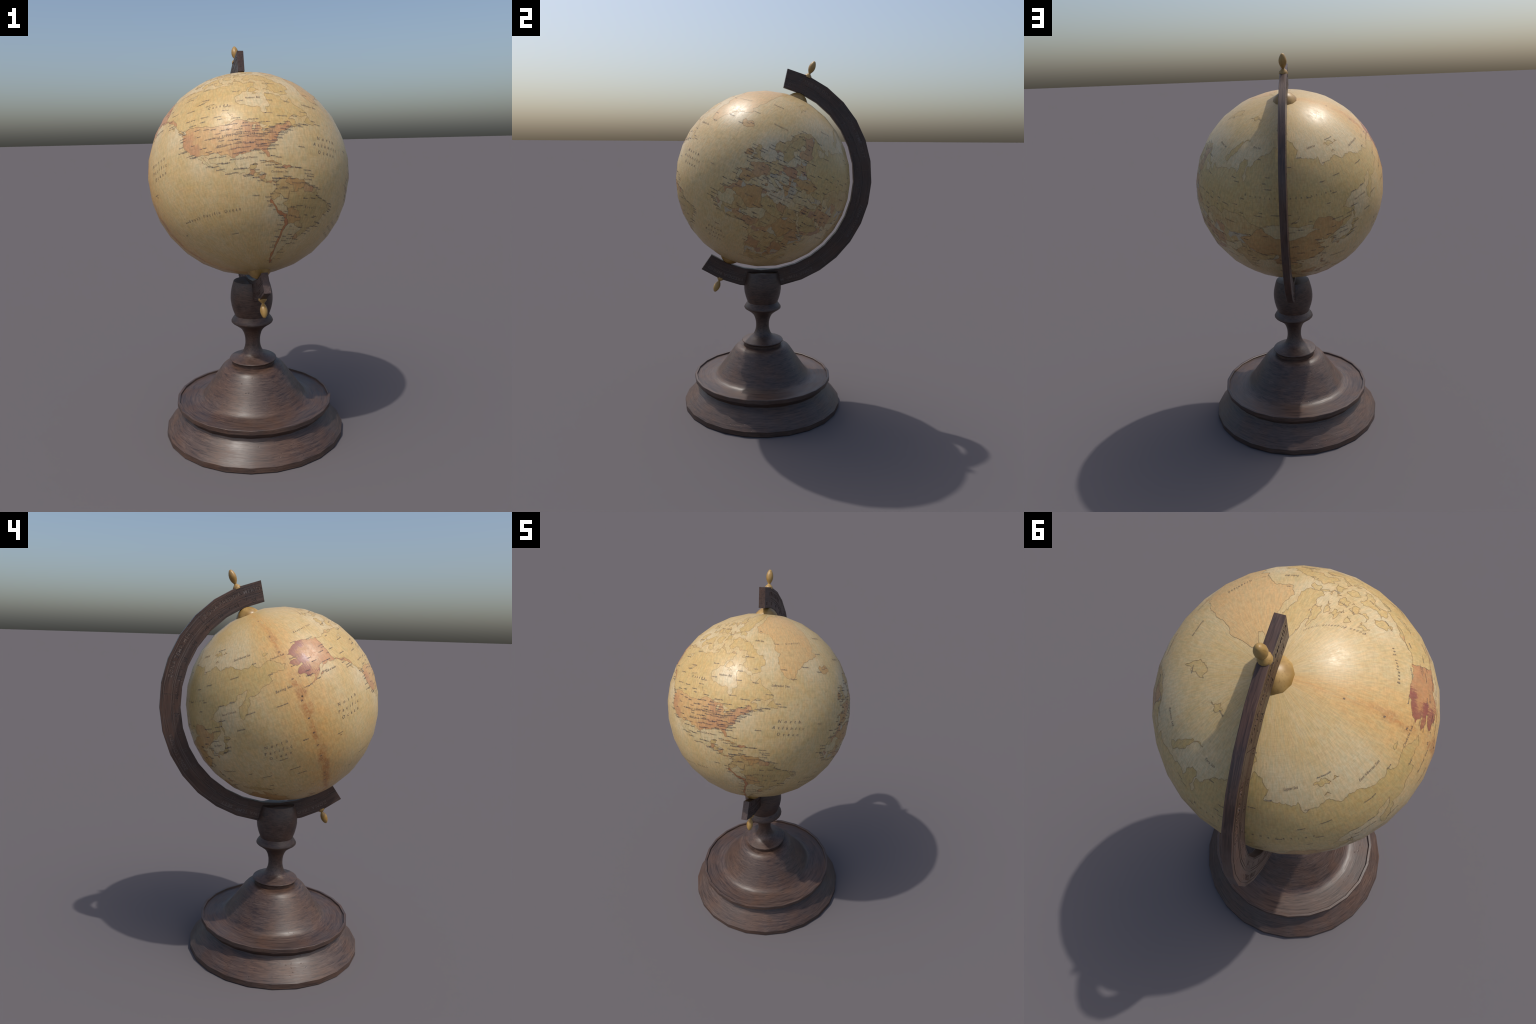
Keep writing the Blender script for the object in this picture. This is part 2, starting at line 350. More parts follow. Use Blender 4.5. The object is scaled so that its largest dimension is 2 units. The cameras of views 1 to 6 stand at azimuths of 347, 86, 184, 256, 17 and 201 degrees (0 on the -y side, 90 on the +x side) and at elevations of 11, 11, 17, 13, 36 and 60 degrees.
ISLANDS = {
 "greenland": [(-43.9, 59.9), (-48, 61), (-51.5, 63.7), (-53.5, 66.5), (-53.5, 68.5), (-51, 69.8), (-54.5, 70.7), (-55, 72.5), (-58, 75),
  (-64, 76.1), (-70, 76.2), (-72.5, 78), (-66, 79.5), (-63, 81.3), (-55, 82.2), (-45, 82), (-33, 83.2), (-22, 82.3), (-17, 80.5),
  (-19.5, 77.5), (-20, 75), (-22.5, 72.5), (-25, 71.3), (-22, 70.3), (-27, 68.5), (-33, 67.5), (-37.5, 65.7), (-40.5, 64.5), (-42.5, 62)],
 "iceland": [(-24, 65.5), (-22.5, 66.4), (-20.5, 65.7), (-16.2, 66.5), (-13.7, 65.1), (-16, 64.1), (-18.8, 63.4), (-22.7, 63.9), (-22, 64.5)],
 "canada_baffin": [(-61.5, 66.5), (-64, 64), (-66, 62), (-71, 62.8), (-74.5, 64.4), (-78, 64.6), (-74, 66), (-73, 68), (-78, 70), (-85, 70),
  (-89, 70.6), (-89, 73), (-85.5, 73.8), (-81, 73.7), (-76, 72.8), (-71, 71), (-67.5, 69.3)],
 "canada_victoria": [(-105, 69), (-114, 69.6), (-117.5, 70.5), (-118, 72.7), (-110, 73), (-105, 73.3), (-105, 71), (-101.5, 69.5)],
 "canada_banks": [(-125, 72), (-123.5, 71.2), (-119, 72.5), (-117, 74), (-121.5, 74.3), (-124.5, 73.5)],
 "canada_ellesmere": [(-78, 76.5), (-89, 76.5), (-87, 78), (-91, 80.5), (-85, 82.2), (-70, 82.9), (-62.5, 82.3), (-67.5, 80.5), (-75.5, 79), (-76, 77.8)],
 "canada_devon": [(-80, 74.6), (-91.5, 74.7), (-92, 76), (-86, 75.6), (-80.5, 75.8)],
 "canada_heiberg": [(-88, 78.5), (-92.5, 78.3), (-95.5, 80), (-93, 81.2), (-91, 80)],
 "canada_melville": [(-106, 75), (-115, 74.8), (-117, 76), (-109, 76.6), (-106, 75.9)],
 "canada_bathurst": [(-98, 75), (-103, 75.3), (-103, 76.3), (-98.5, 76.6)],
 "canada_ringnes": [(-100, 77.9), (-105, 77.6), (-105, 79), (-100, 78.8)],
 "canada_patrick": [(-116, 76.3), (-122, 76), (-118, 77.4)],
 "canada_wales": [(-97, 71.7), (-102.5, 72), (-100, 73.8), (-97, 73.7)],
 "canada_somerset": [(-90.5, 72.8), (-95.5, 72.5), (-95, 74), (-91, 74)],
 "canada_southampton": [(-80.5, 63.9), (-85.5, 63.3), (-87, 63.8), (-85, 65.8), (-82, 64.7)],
 "canada_king_william": [(-95.5, 68.8), (-99, 68.9), (-98, 69.8), (-95.6, 69.4)], "canada_cornwallis": [(-93.5, 74.7), (-96.5, 74.9), (-95, 75.6)],
 "canada_charles": [(-75, 67.3), (-77.2, 67.4), (-76, 68.3)], "canada_bylot": [(-76.5, 72.9), (-80.5, 73.2), (-79, 73.8)],
 "canada_amund": [(-95.5, 77.9), (-98, 78), (-97.5, 78.9), (-95.5, 78.7)], "canada_mackenzie": [(-109, 77.4), (-113.5, 77.7), (-111, 78.4)],
 "canada_coats": [(-81.8, 62.2), (-84.8, 62.3), (-83, 62.9)], "canada_cornwall": [(-93.5, 77.3), (-96, 77.4), (-94.5, 77.9)],
 "canada_byam": [(-103.8, 74.8), (-105, 75), (-104.2, 75.4)], "canada_lougheed": [(-104, 77.1), (-106, 77.4), (-104.6, 77.7)],
 "canada_newfoundland": [(-59, 47.8), (-55.5, 47), (-53, 46.7), (-53, 48.5), (-55.5, 50), (-56, 51.5), (-58, 49.5)],
 "canada_vancouver": [(-123.5, 48.4), (-125.5, 48.8), (-128, 50.7), (-125.5, 50.2)],
 "canada_charlotte": [(-131.2, 52.3), (-133, 54), (-131.8, 54)],
 "alaska_kodiak": [(-154.3, 56.8), (-152.4, 57.2), (-152.4, 58.3), (-154, 57.7)],
 "alaska_nunivak": [(-167.2, 59.9), (-165.8, 59.9), (-166, 60.4)],
 "alaska_unimak": [(-167.8, 53.3), (-166.2, 54), (-166.8, 53.4)],
 "cuba": [(-85, 21.9), (-82.5, 23), (-80, 22.9), (-77, 21.7), (-74.2, 20.2), (-77.5, 19.9), (-78, 20.8), (-81.5, 22.1), (-84, 21.9)],
 "hispaniola": [(-74.3, 18.4), (-73.2, 19.9), (-70, 19.8), (-68.4, 18.6), (-71, 18.2)],
 "jamaica": [(-78.3, 18.3), (-76.3, 18.2), (-77, 17.8)],
 "puerto_rico": [(-67.2, 18), (-67, 18.5), (-65.7, 18.3), (-66, 18)],
 "britain": [(-5.5, 50.1), (1.2, 51.2), (1.7, 52.7), (-1.5, 55), (-2, 57.5), (-3.2, 58.6), (-5.2, 58.5), (-5.5, 55.5), (-3, 54), (-4.5, 53), (-5, 51.8), (-3, 51.3)],
 "ireland": [(-6, 52.2), (-10, 51.6), (-9.8, 54), (-7.3, 55.3), (-5.6, 54.5)],
 "sicily": [(12.5, 37.7), (15.5, 38.2), (15, 36.8)], "sardinia": [(8.3, 40.8), (9.7, 41), (9.5, 39.2), (8.5, 39)],
 "corsica": [(8.6, 42.5), (9.5, 42.9), (9.3, 41.5)], "crete": [(23.6, 35.4), (26.2, 35.2), (24.5, 35)], "cyprus": [(32.4, 35), (34.4, 35.6), (33.5, 34.6)],
 "honshu": [(131, 34), (133, 35.5), (136, 36), (138.5, 37.3), (140, 39.5), (141, 41.4), (142, 39.5), (140.9, 36), (139, 34.8), (136.8, 34.4), (135.5, 33.6), (132.5, 34.2)],
 "kyushu": [(130, 33.3), (131.8, 33.5), (131, 31.2), (130, 32)], "hokkaido": [(140, 41.5), (141.6, 45.4), (145.5, 43.3), (143.2, 42)],
 "russia_sakhalin": [(142, 46), (143, 49), (143, 52), (142.8, 54.3), (141.8, 52), (142, 48.5)],
 "russia_novaya": [(51.5, 71.5), (55, 70.8), (57, 72.5), (61, 75.3), (68.5, 76.8), (60, 76.2), (55, 74)],
 "russia_severnaya": [(92, 79.5), (100, 78.3), (105, 78.8), (96, 80.9)],
 "russia_kotelny": [(137, 75.5), (141, 74.8), (146, 75), (143, 75.8)], "russia_newsiberia": [(147, 75.1), (151, 75.0), (149, 75.5)],
 "russia_lyakhov": [(140, 73.4), (143.5, 73.3), (142, 73.8)],
 "russia_wrangel": [(178.5, 71), (182.5, 71.2), (180, 71.6)], "russia_josef": [(47, 80.4), (55, 80.2), (60, 80.8), (53, 81.1)],
 "svalbard": [(11, 79), (15, 76.8), (20, 78.3), (26, 79.8), (18, 80.2)],
 "taiwan": [(120.2, 23), (121.5, 25.2), (121, 22.3)], "hainan": [(108.7, 19), (110.5, 20), (110, 18.4)],
 "luzon": [(120.5, 16), (121, 18.5), (122.2, 18.4), (121.5, 15.5), (124, 13), (120.7, 13.8)],
 "mindanao": [(122, 7), (125.5, 9.7), (126.5, 7), (125.4, 5.7), (124, 7)],
 "borneo": [(109, 1.5), (111.5, 2.7), (115, 5), (117, 7), (119, 5), (117.8, 1), (116.3, -3.5), (114.5, -4), (110.2, -2.8)],
 "sumatra": [(95.3, 5.6), (98.5, 3.8), (103.5, 0), (106, -3), (105.7, -5.8), (102.3, -4), (99, 0.3)],
 "java": [(105.3, -6.8), (108.5, -6.7), (114.4, -7.7), (114.3, -8.6), (108, -7.8)],
 "sulawesi": [(119, -5), (119.8, 0.5), (125, 1.5), (120.8, 0.2), (123.3, -0.9), (121.3, -2), (122.5, -4.5), (120.7, -3), (120.3, -5.5)],
 "new_guinea": [(131, -0.8), (134, -0.8), (135, -3.3), (138, -1.7), (144.5, -3.8), (147.8, -6), (150.8, -10.5), (147, -9.5), (144, -7.7),
  (141, -9.1), (138, -8.3), (138, -5.5), (133, -4)],
 "sri_lanka": [(79.8, 8), (80.3, 9.7), (81.8, 7.5), (80.5, 6)],
 "madagascar": [(44, -25), (43.5, -22), (44.5, -16.5), (49.3, -12.1), (50.4, -15.6), (47.5, -24.5), (45.5, -25.6)],
 "australia": [(114, -22), (114, -26.5), (115.7, -32), (115, -34.3), (118, -35), (123.5, -34), (129, -31.6), (131.2, -31.5), (135.5, -34.8),
  (137.8, -32.7), (138.2, -35.5), (140.5, -38), (144, -38.5), (146.4, -39), (150, -37.4), (151.5, -33), (153.5, -28.5), (153, -25.2),
  (149.5, -22.3), (146.3, -19), (145.3, -15), (142.5, -10.8), (141.6, -14), (140.8, -17.5), (136, -15.3), (136.8, -12.2), (132.5, -11.3),
  (130, -13.5), (128.5, -15), (126, -14), (122.2, -18), (118.5, -20.3)],
 "tasmania": [(144.8, -40.8), (148.2, -40.9), (147, -43.5)],
 "new_zealand_north": [(172.7, -34.5), (175.5, -36.7), (178.5, -37.7), (177, -39.3), (175.2, -41.6), (174, -39.3), (174.7, -37.5)],
 "new_zealand_south": [(172.7, -40.6), (174.2, -41.7), (170.5, -45.8), (168.5, -46.6), (166.5, -46), (171, -42.5)],
 "falklands": [(-61, -51.5), (-58, -51.5), (-60, -52.2)], "hawaii": [(-156, 19.2), (-155.8, 20.2), (-154.9, 19.5)],
}

LAKES = {
 "superior": [(-92, 46.8), (-88, 48.6), (-84.8, 46.6), (-88, 46.8)], "michigan": [(-87.5, 41.7), (-86.3, 43), (-85.2, 45.8), (-87.5, 45), (-87.9, 43)],
 "huron": [(-84, 46), (-82.5, 45.4), (-80, 44.6), (-82, 43.2), (-83.3, 44.3)], "erie": [(-83.3, 41.6), (-80.5, 42.6), (-79, 42.8), (-81.5, 41.5)],
 "ontario": [(-79.7, 43.3), (-76.3, 44), (-77, 43.3)], "winnipeg": [(-97, 50.5), (-99, 53.7), (-96.5, 52)],
 "great_bear": [(-125, 66), (-119, 65.7), (-118, 67), (-122, 66.8)], "great_slave": [(-117, 61), (-111, 62.5), (-109, 62.6), (-113, 61.2)],
 "athabasca": [(-111, 58.8), (-106, 59.4), (-108, 59.1)],
 "caspian": [(47, 45), (51, 47), (53, 46.8), (51, 44.5), (53.5, 42), (53.8, 39), (54, 37), (50, 37.4), (49, 40.5), (47.5, 43)],
 "victoria": [(31.8, -1), (33.5, 0.2), (34, -1.5), (32.5, -2.6)], "baikal": [(104, 51.6), (109.5, 55.5), (108.5, 53.3)],
 "ladoga": [(30.9, 60.6), (32.5, 61.1), (31, 61.6)], "aral": [(58.4, 44.5), (61, 46.5), (60, 44)],
}

# Countries overlap the sea freely: only what lies on land is kept. Later entries win.
COUNTRIES = {
 "canada": ("canada", [(-141, 60.2), (-141, 70.5), (-100, 73), (-60, 66), (-50, 52), (-58, 44), (-67, 44.7), (-67.8, 47), (-69, 47.4), (-70.3, 46.3),
  (-71.5, 45), (-74.7, 45), (-76.3, 44.1), (-79, 43.4), (-79, 42.8), (-82.5, 42.2), (-82.5, 45.3), (-84.7, 46.6), (-89.5, 48), (-93, 48.6), (-95, 49),
  (-123, 49), (-130, 49), (-134, 53.5), (-130, 55.8), (-133.5, 58.8), (-137.5, 59.2), (-139.5, 60.2)]),
 "alaska": ("alaska", [(-141, 60.2), (-141, 70.5), (-157, 72.5), (-172, 66), (-168, 53.2), (-152, 55), (-135, 53.9), (-130, 54.3), (-130, 55.8), (-133.5, 58.8),
  (-137.5, 59.2), (-139.5, 60.2)]),
 "united_states": ("states", [(-130, 48.5), (-123, 49), (-95, 49), (-93, 48.6), (-89.5, 48), (-84.7, 46.6), (-82.5, 45.3), (-82.5, 42.2), (-79, 42.8),
  (-79, 43.4), (-76.3, 44.1), (-74.7, 45), (-71.5, 45), (-70.3, 46.3), (-69, 47.4), (-67.8, 47), (-67, 44.7), (-60, 40), (-75, 24), (-84, 24.5),
  (-90, 27), (-97, 25.8), (-99.5, 27.5), (-101.5, 29.8), (-104.5, 29.6), (-106.5, 31.8), (-111, 31.3), (-114.8, 32.5), (-117.1, 32.5), (-128, 33)]),
 "mexico": ("pale", [(-128, 33), (-117.1, 32.5), (-114.8, 32.5), (-111, 31.3), (-106.5, 31.8), (-104.5, 29.6), (-101.5, 29.8), (-99.5, 27.5), (-97, 25.8),
  (-94, 23), (-85, 22.5), (-86, 19), (-88.3, 18.4), (-89.1, 17.8), (-91, 17.8), (-90.5, 16.1), (-92.2, 14.3), (-105, 14)]),
 "yucatan": ("olive", [(-91.2, 22), (-86, 22), (-86.5, 18.6), (-89.2, 17.9), (-90.9, 18.5)]),
 "guatemala": ("rust", [(-92.2, 14.3), (-90.5, 16.1), (-91, 17.8), (-89.1, 17.8), (-88.3, 15.7), (-89.4, 14.2), (-90, 13.4)]),
 "nicaragua": ("brown", [(-87.8, 12.8), (-83, 15.2), (-83.2, 11), (-86, 10.9)]),
 "panama": ("brown", [(-83, 8), (-82.5, 9.8), (-79.5, 10), (-77.2, 8.8), (-77.9, 7.2), (-80.5, 7)]),
 "brazil": ("olive", [(-60, 5.2), (-64.5, 4), (-64, 2), (-67, 1.2), (-69.8, 1.7), (-69.5, -0.6), (-70, -4.2), (-73.5, -7.2), (-70.5, -9.5), (-69.5, -11),
  (-65.3, -10), (-65, -12), (-60.5, -13.7), (-60, -16.2), (-58, -17.5), (-58, -20), (-57.8, -22.1), (-55.5, -22.5), (-54.3, -24), (-54.6, -25.6),
  (-53.8, -27.1), (-57.6, -30.2), (-53.5, -33.8), (-50, -34), (-32, -8), (-45, 0.5), (-51, 4.4), (-52.5, 2.3), (-56, 2), (-59.5, 1.5)]),
 "argentina": ("pale", [(-67, -22.8), (-62.5, -22.2), (-57.8, -25.3), (-54.6, -25.6), (-53.8, -27.1), (-57.6, -30.2), (-58.3, -34), (-50, -40), (-60, -56),
  (-68.6, -56), (-68.4, -52.4), (-72, -52), (-73, -50), (-71.8, -47), (-71.8, -42), (-71, -37), (-70, -33.5), (-70, -30), (-68.5, -25)]),
 "chile": ("sienna", [(-70.3, -18.3), (-69.3, -18), (-68, -20), (-67.3, -23), (-68.5, -25), (-70, -30), (-70, -33.5), (-71, -37), (-71.8, -42), (-71.8, -47),
  (-73, -50), (-72, -52), (-68.4, -52.4), (-68.6, -56), (-77, -54), (-77, -40), (-73, -18.5)]),
 "peru": ("pale", [(-70.4, -18.3), (-69.5, -17), (-69, -13), (-70.5, -9.5), (-73.5, -7.2), (-70, -4.2), (-75, -0.2), (-75.5, -2.5), (-78.5, -4.5),
  (-80.3, -3.4), (-83, -5), (-77, -15), (-72, -19)]),
 "peru_coast": ("sienna", [(-70.4, -18.5), (-69.3, -17), (-69.4, -15.2), (-72.5, -14.3), (-75.5, -12.6), (-77.6, -8.5), (-79.6, -4.8), (-80.6, -3.6), (-83, -5),
  (-77, -15), (-72, -19)]),
 "colombia": ("tan", [(-77.3, 8.5), (-71.5, 12.8), (-72.5, 8.5), (-70, 7), (-67.5, 6.2), (-67, 1.2), (-69.8, 1.7), (-70, -4.2), (-75, 0), (-78.8, 1.5), (-79, 7)]),
 "ecuador": ("tan", [(-75, -0.2), (-75.5, -2.5), (-78.5, -4.5), (-80.3, -3.4), (-82, -2), (-80, 1.5), (-78.8, 1.5)]),
 "venezuela": ("orange", [(-71.5, 12.8), (-72.5, 8.5), (-70, 7), (-67.5, 6.2), (-67, 1.2), (-64, 2), (-64.5, 4), (-61, 5), (-60, 8.5), (-60, 11.5)]),
 "guyana": ("brown", [(-60, 8.5), (-61, 5), (-59.5, 1.5), (-56, 2), (-57, 6.2)]),
 "suriname": ("rust", [(-57, 6.2), (-56, 2), (-54.5, 2.3), (-54, 6.2)]),
 "bolivia": ("orange", [(-69.5, -11), (-65.3, -10), (-65, -12), (-60.5, -13.7), (-60, -16.2), (-58, -17.5), (-58, -20), (-62.5, -22.2), (-67, -22.8), (-68, -20),
  (-69.3, -18), (-69.5, -17), (-69, -13)]),
 "paraguay": ("tan", [(-62.5, -22.2), (-58, -20), (-57.8, -22.1), (-55.5, -22.5), (-54.3, -24), (-54.6, -25.6), (-57.8, -25.3)]),
 "uruguay": ("brown", [(-57.6, -30.2), (-53.5, -33.8), (-54, -35.5), (-58.3, -34)]),
 "russia": ("russia", [(27.5, 59), (28, 56.2), (31, 53), (35, 51.5), (40, 49.5), (38, 47), (37, 44), (48, 42.5), (47, 48), (52, 51.5), (61, 51), (62, 54),
  (71, 54.2), (77, 53.5), (80, 51), (87, 49.2), (92, 50.8), (98.5, 52), (108, 49.4), (116.5, 49.8), (120, 53.3), (126, 52.8), (131, 47.8),
  (135, 48.4), (131, 43), (133, 42), (146, 45), (165, 50), (190.5, 63), (190.5, 72), (100, 82), (40, 72), (30, 69.8), (30, 63.5), (31.5, 62.8), (28, 60.5)]),
 "finland": ("brown", [(20.5, 69.1), (25, 68.7), (28, 70.1), (30, 67.7), (30, 63.5), (31.5, 62.8), (28, 60.5), (22.5, 59.5), (20, 61), (21, 63.5), (25.3, 65.3), (23.8, 66.5)]),
 "sweden": ("olive", [(12.3, 56), (11.2, 59), (12.3, 61.5), (14.5, 65.3), (18, 68.5), (20.5, 69.1), (23.8, 66.5), (22, 65.5), (17.3, 62), (19.5, 60), (16, 55)]),
 "norway": ("tan", [(4, 58), (11.2, 59), (12.3, 61.5), (14.5, 65.3), (18, 68.5), (20.5, 69.1), (25, 68.7), (28, 70.1), (31, 70), (26, 72), (12, 69), (4, 62)]),
 "france": ("brown", [(-5, 48.5), (2.5, 51.1), (8, 49), (7, 46.2), (7.5, 43.8), (3.2, 42.4), (-1.8, 43.3)]),
 "spain": ("orange", [(-1.8, 43.3), (3.2, 42.4), (0, 38), (-2, 36.3), (-6, 36), (-7.2, 37.3), (-6.8, 42), (-9.3, 43)]),
 "portugal": ("pale", [(-9.3, 43), (-6.8, 42), (-7.2, 37.3), (-10, 36.5)]),
 "germany": ("tan", [(6, 51.5), (8, 55), (14, 54.2), (15, 51), (12.2, 50.2), (13.5, 48.6), (10, 47.4), (7.6, 47.6), (8, 49)]),
 "poland": ("rust", [(14, 54.2), (19.5, 54.6), (23.5, 54), (24, 50.5), (22, 49.2), (15, 51)]),
 "ukraine": ("orange", [(24, 50.5), (31, 52.2), (35, 51.3), (40, 49.5), (38, 47), (33, 43.8), (30, 45.5), (22.5, 48.2)]),
 "italy": ("pale", [(7, 44), (7.5, 46), (13.6, 46.5), (12.8, 44), (19, 40.3), (16, 37.5), (10, 42.5)]),
 "turkey": ("pale", [(26, 41), (35, 42.3), (44, 40), (44.5, 37.3), (36, 36), (27, 36)]),
 "kazakhstan": ("tan", [(47, 48), (52, 51.5), (61, 51), (62, 54), (71, 54.2), (77, 53.5), (80, 51), (87, 49.2), (82.5, 45.2), (80, 42.2), (71, 42.2), (66, 42),
  (61, 44.5), (56, 45), (55.5, 41.3), (52.5, 42)]),
 "mongolia": ("pale", [(88, 49.2), (91, 45.2), (97, 42.7), (105, 41.7), (111.5, 43.6), (119.8, 46.7), (115.7, 47.8), (116.5, 49.8), (108, 49.4), (98.5, 52), (92, 50.8)]),
 "china": ("orange", [(74, 39.5), (80, 42), (82.5, 45.2), (87.5, 49.1), (91, 45.2), (97, 42.7), (105, 41.7), (111.5, 43.6), (119.8, 46.7), (115.7, 47.8), (120, 53.3),
  (126, 52.8), (131, 47.8), (135, 48.4), (131, 43), (124.3, 40), (123, 30), (117, 22), (108, 21.5), (102, 22.4), (98.5, 24), (98.5, 28), (92, 27.8),
  (85.5, 28.3), (79, 32)]),
 "india": ("tan", [(68.5, 23.5), (71, 27.5), (74.5, 31), (74, 35), (78.5, 34.5), (79, 31), (81, 30), (88, 26.5), (95, 28), (92, 23), (88.8, 21.5), (85, 18), (80, 7), (72, 18)]),
 "iran": ("brown", [(44.5, 39.5), (48.5, 38.2), (54, 37.3), (61, 36.5), (61, 31), (63, 27), (61.5, 25), (54, 26), (48, 30), (45.5, 35)]),
 "saudi_arabia": ("olive", [(35, 29), (39, 32), (46.5, 29), (51, 24.5), (55.5, 22), (52, 19), (44, 17.3), (42.5, 16.5), (36, 26)]),
 "pakistan": ("pale", [(61, 29.8), (66, 31.5), (70, 34), (74, 36.5), (74.5, 31), (71, 27.5), (68.5, 23.5), (61.5, 25)]),
 "algeria": ("orange", [(-2, 35.1), (8.5, 37.4), (8.2, 34.5), (9.5, 30.2), (9.9, 26.5), (12, 23.5), (5.5, 19.3), (3.2, 19), (1.5, 21), (-4.8, 25), (-8.7, 27.3),
  (-8.7, 28.7), (-3, 31), (-1.5, 33)]),
 "libya": ("olive", [(11.5, 33.2), (9.5, 30.2), (9.9, 26.5), (12, 23.5), (15, 23), (24, 19.5), (25, 20), (25, 31.8), (20, 34)]),
 "libya_cyrenaica": ("brown", [(18.5, 31), (20, 34), (25, 32.5), (25, 25.5), (21.5, 26.2), (19.6, 28.5)]),
 "egypt": ("tan", [(25, 22), (25, 32), (34.5, 31.5), (35.5, 27), (36.5, 22)]),
 "mauritania": ("pale", [(-17, 21), (-13, 21), (-12, 23.4), (-12, 26), (-8.7, 27.3), (-4.8, 25), (-6.5, 25), (-5.5, 15.5), (-12, 14.8), (-17.5, 16)]),
 "mali": ("tan", [(-12, 14.8), (-5.5, 15.5), (-6.5, 25), (-4.8, 25), (1.5, 21), (3.2, 19), (4.2, 16.5), (-2, 14.2), (-5.5, 10.8), (-11.3, 12.3)]),
 "niger": ("pale", [(3.2, 19), (5.5, 19.3), (12, 23.5), (15, 23), (15.5, 16.8), (13.5, 13.7), (3.6, 11.7), (0.5, 14.5), (4.2, 16.5)]),
 "chad": ("tan", [(15, 23), (24, 19.5), (22, 13), (19, 8.5), (15, 8), (13.5, 13.7), (15.5, 16.8)]),
 "nigeria": ("brown", [(2.7, 6), (3.6, 11.7), (13.5, 13.7), (12, 7.5), (8.6, 4)]),
 "sudan": ("orange", [(24, 19.8), (25, 22), (37, 22), (39.5, 18), (36, 14.5), (34, 9.5), (31, 4), (24, 9), (22, 13)]),
 "ethiopia": ("brown", [(36.3, 14.3), (42, 12.5), (48, 8), (42, 4.2), (36, 4.5), (33, 8)]),
 "congo": ("tan", [(12, -5.8), (18, 4.5), (27.5, 5), (31, 2), (29.3, -4.5), (30.5, -8.3), (28.5, -12.5), (24, -11), (21.8, -7.3), (16.8, -7.2)]),
 "angola": ("brown", [(11, -17.3), (23, -17.5), (22, -12), (21.8, -7.3), (16.8, -7.2), (11.5, -5.9)]),
 "tanzania": ("brown", [(29.5, -4.5), (30.8, -1), (34, -1), (40, -5), (41, -10.5), (34.5, -11.5), (31, -8.5)]),
 "south_africa": ("tan", [(16.3, -28.6), (20, -24.8), (25, -25.7), (31, -22.4), (33.2, -27), (28, -34), (18, -35.8)]),
 "peninsular_asia": ("brown", [(97.5, 28), (98.5, 24), (102, 22.4), (108, 21.5), (105.7, 18.5), (101, 20), (97.5, 17.5), (93, 15), (92, 22)]),
}
ISLAND_TINT = {"svalbard": "canada", "greenland": "peach", "iceland": "orange", "cuba": "orange", "hispaniola": "rust", "britain": "tan", "australia": "orange", "madagascar": "tan",
               "borneo": "orange", "sumatra": "brown", "new_guinea": "olive", "sulawesi": "brown", "java": "rust", "honshu": "olive", "hokkaido": "olive",
               "mindanao": "brown", "luzon": "brown", "new_zealand_north": "rust", "new_zealand_south": "rust", "ireland": "orange"}

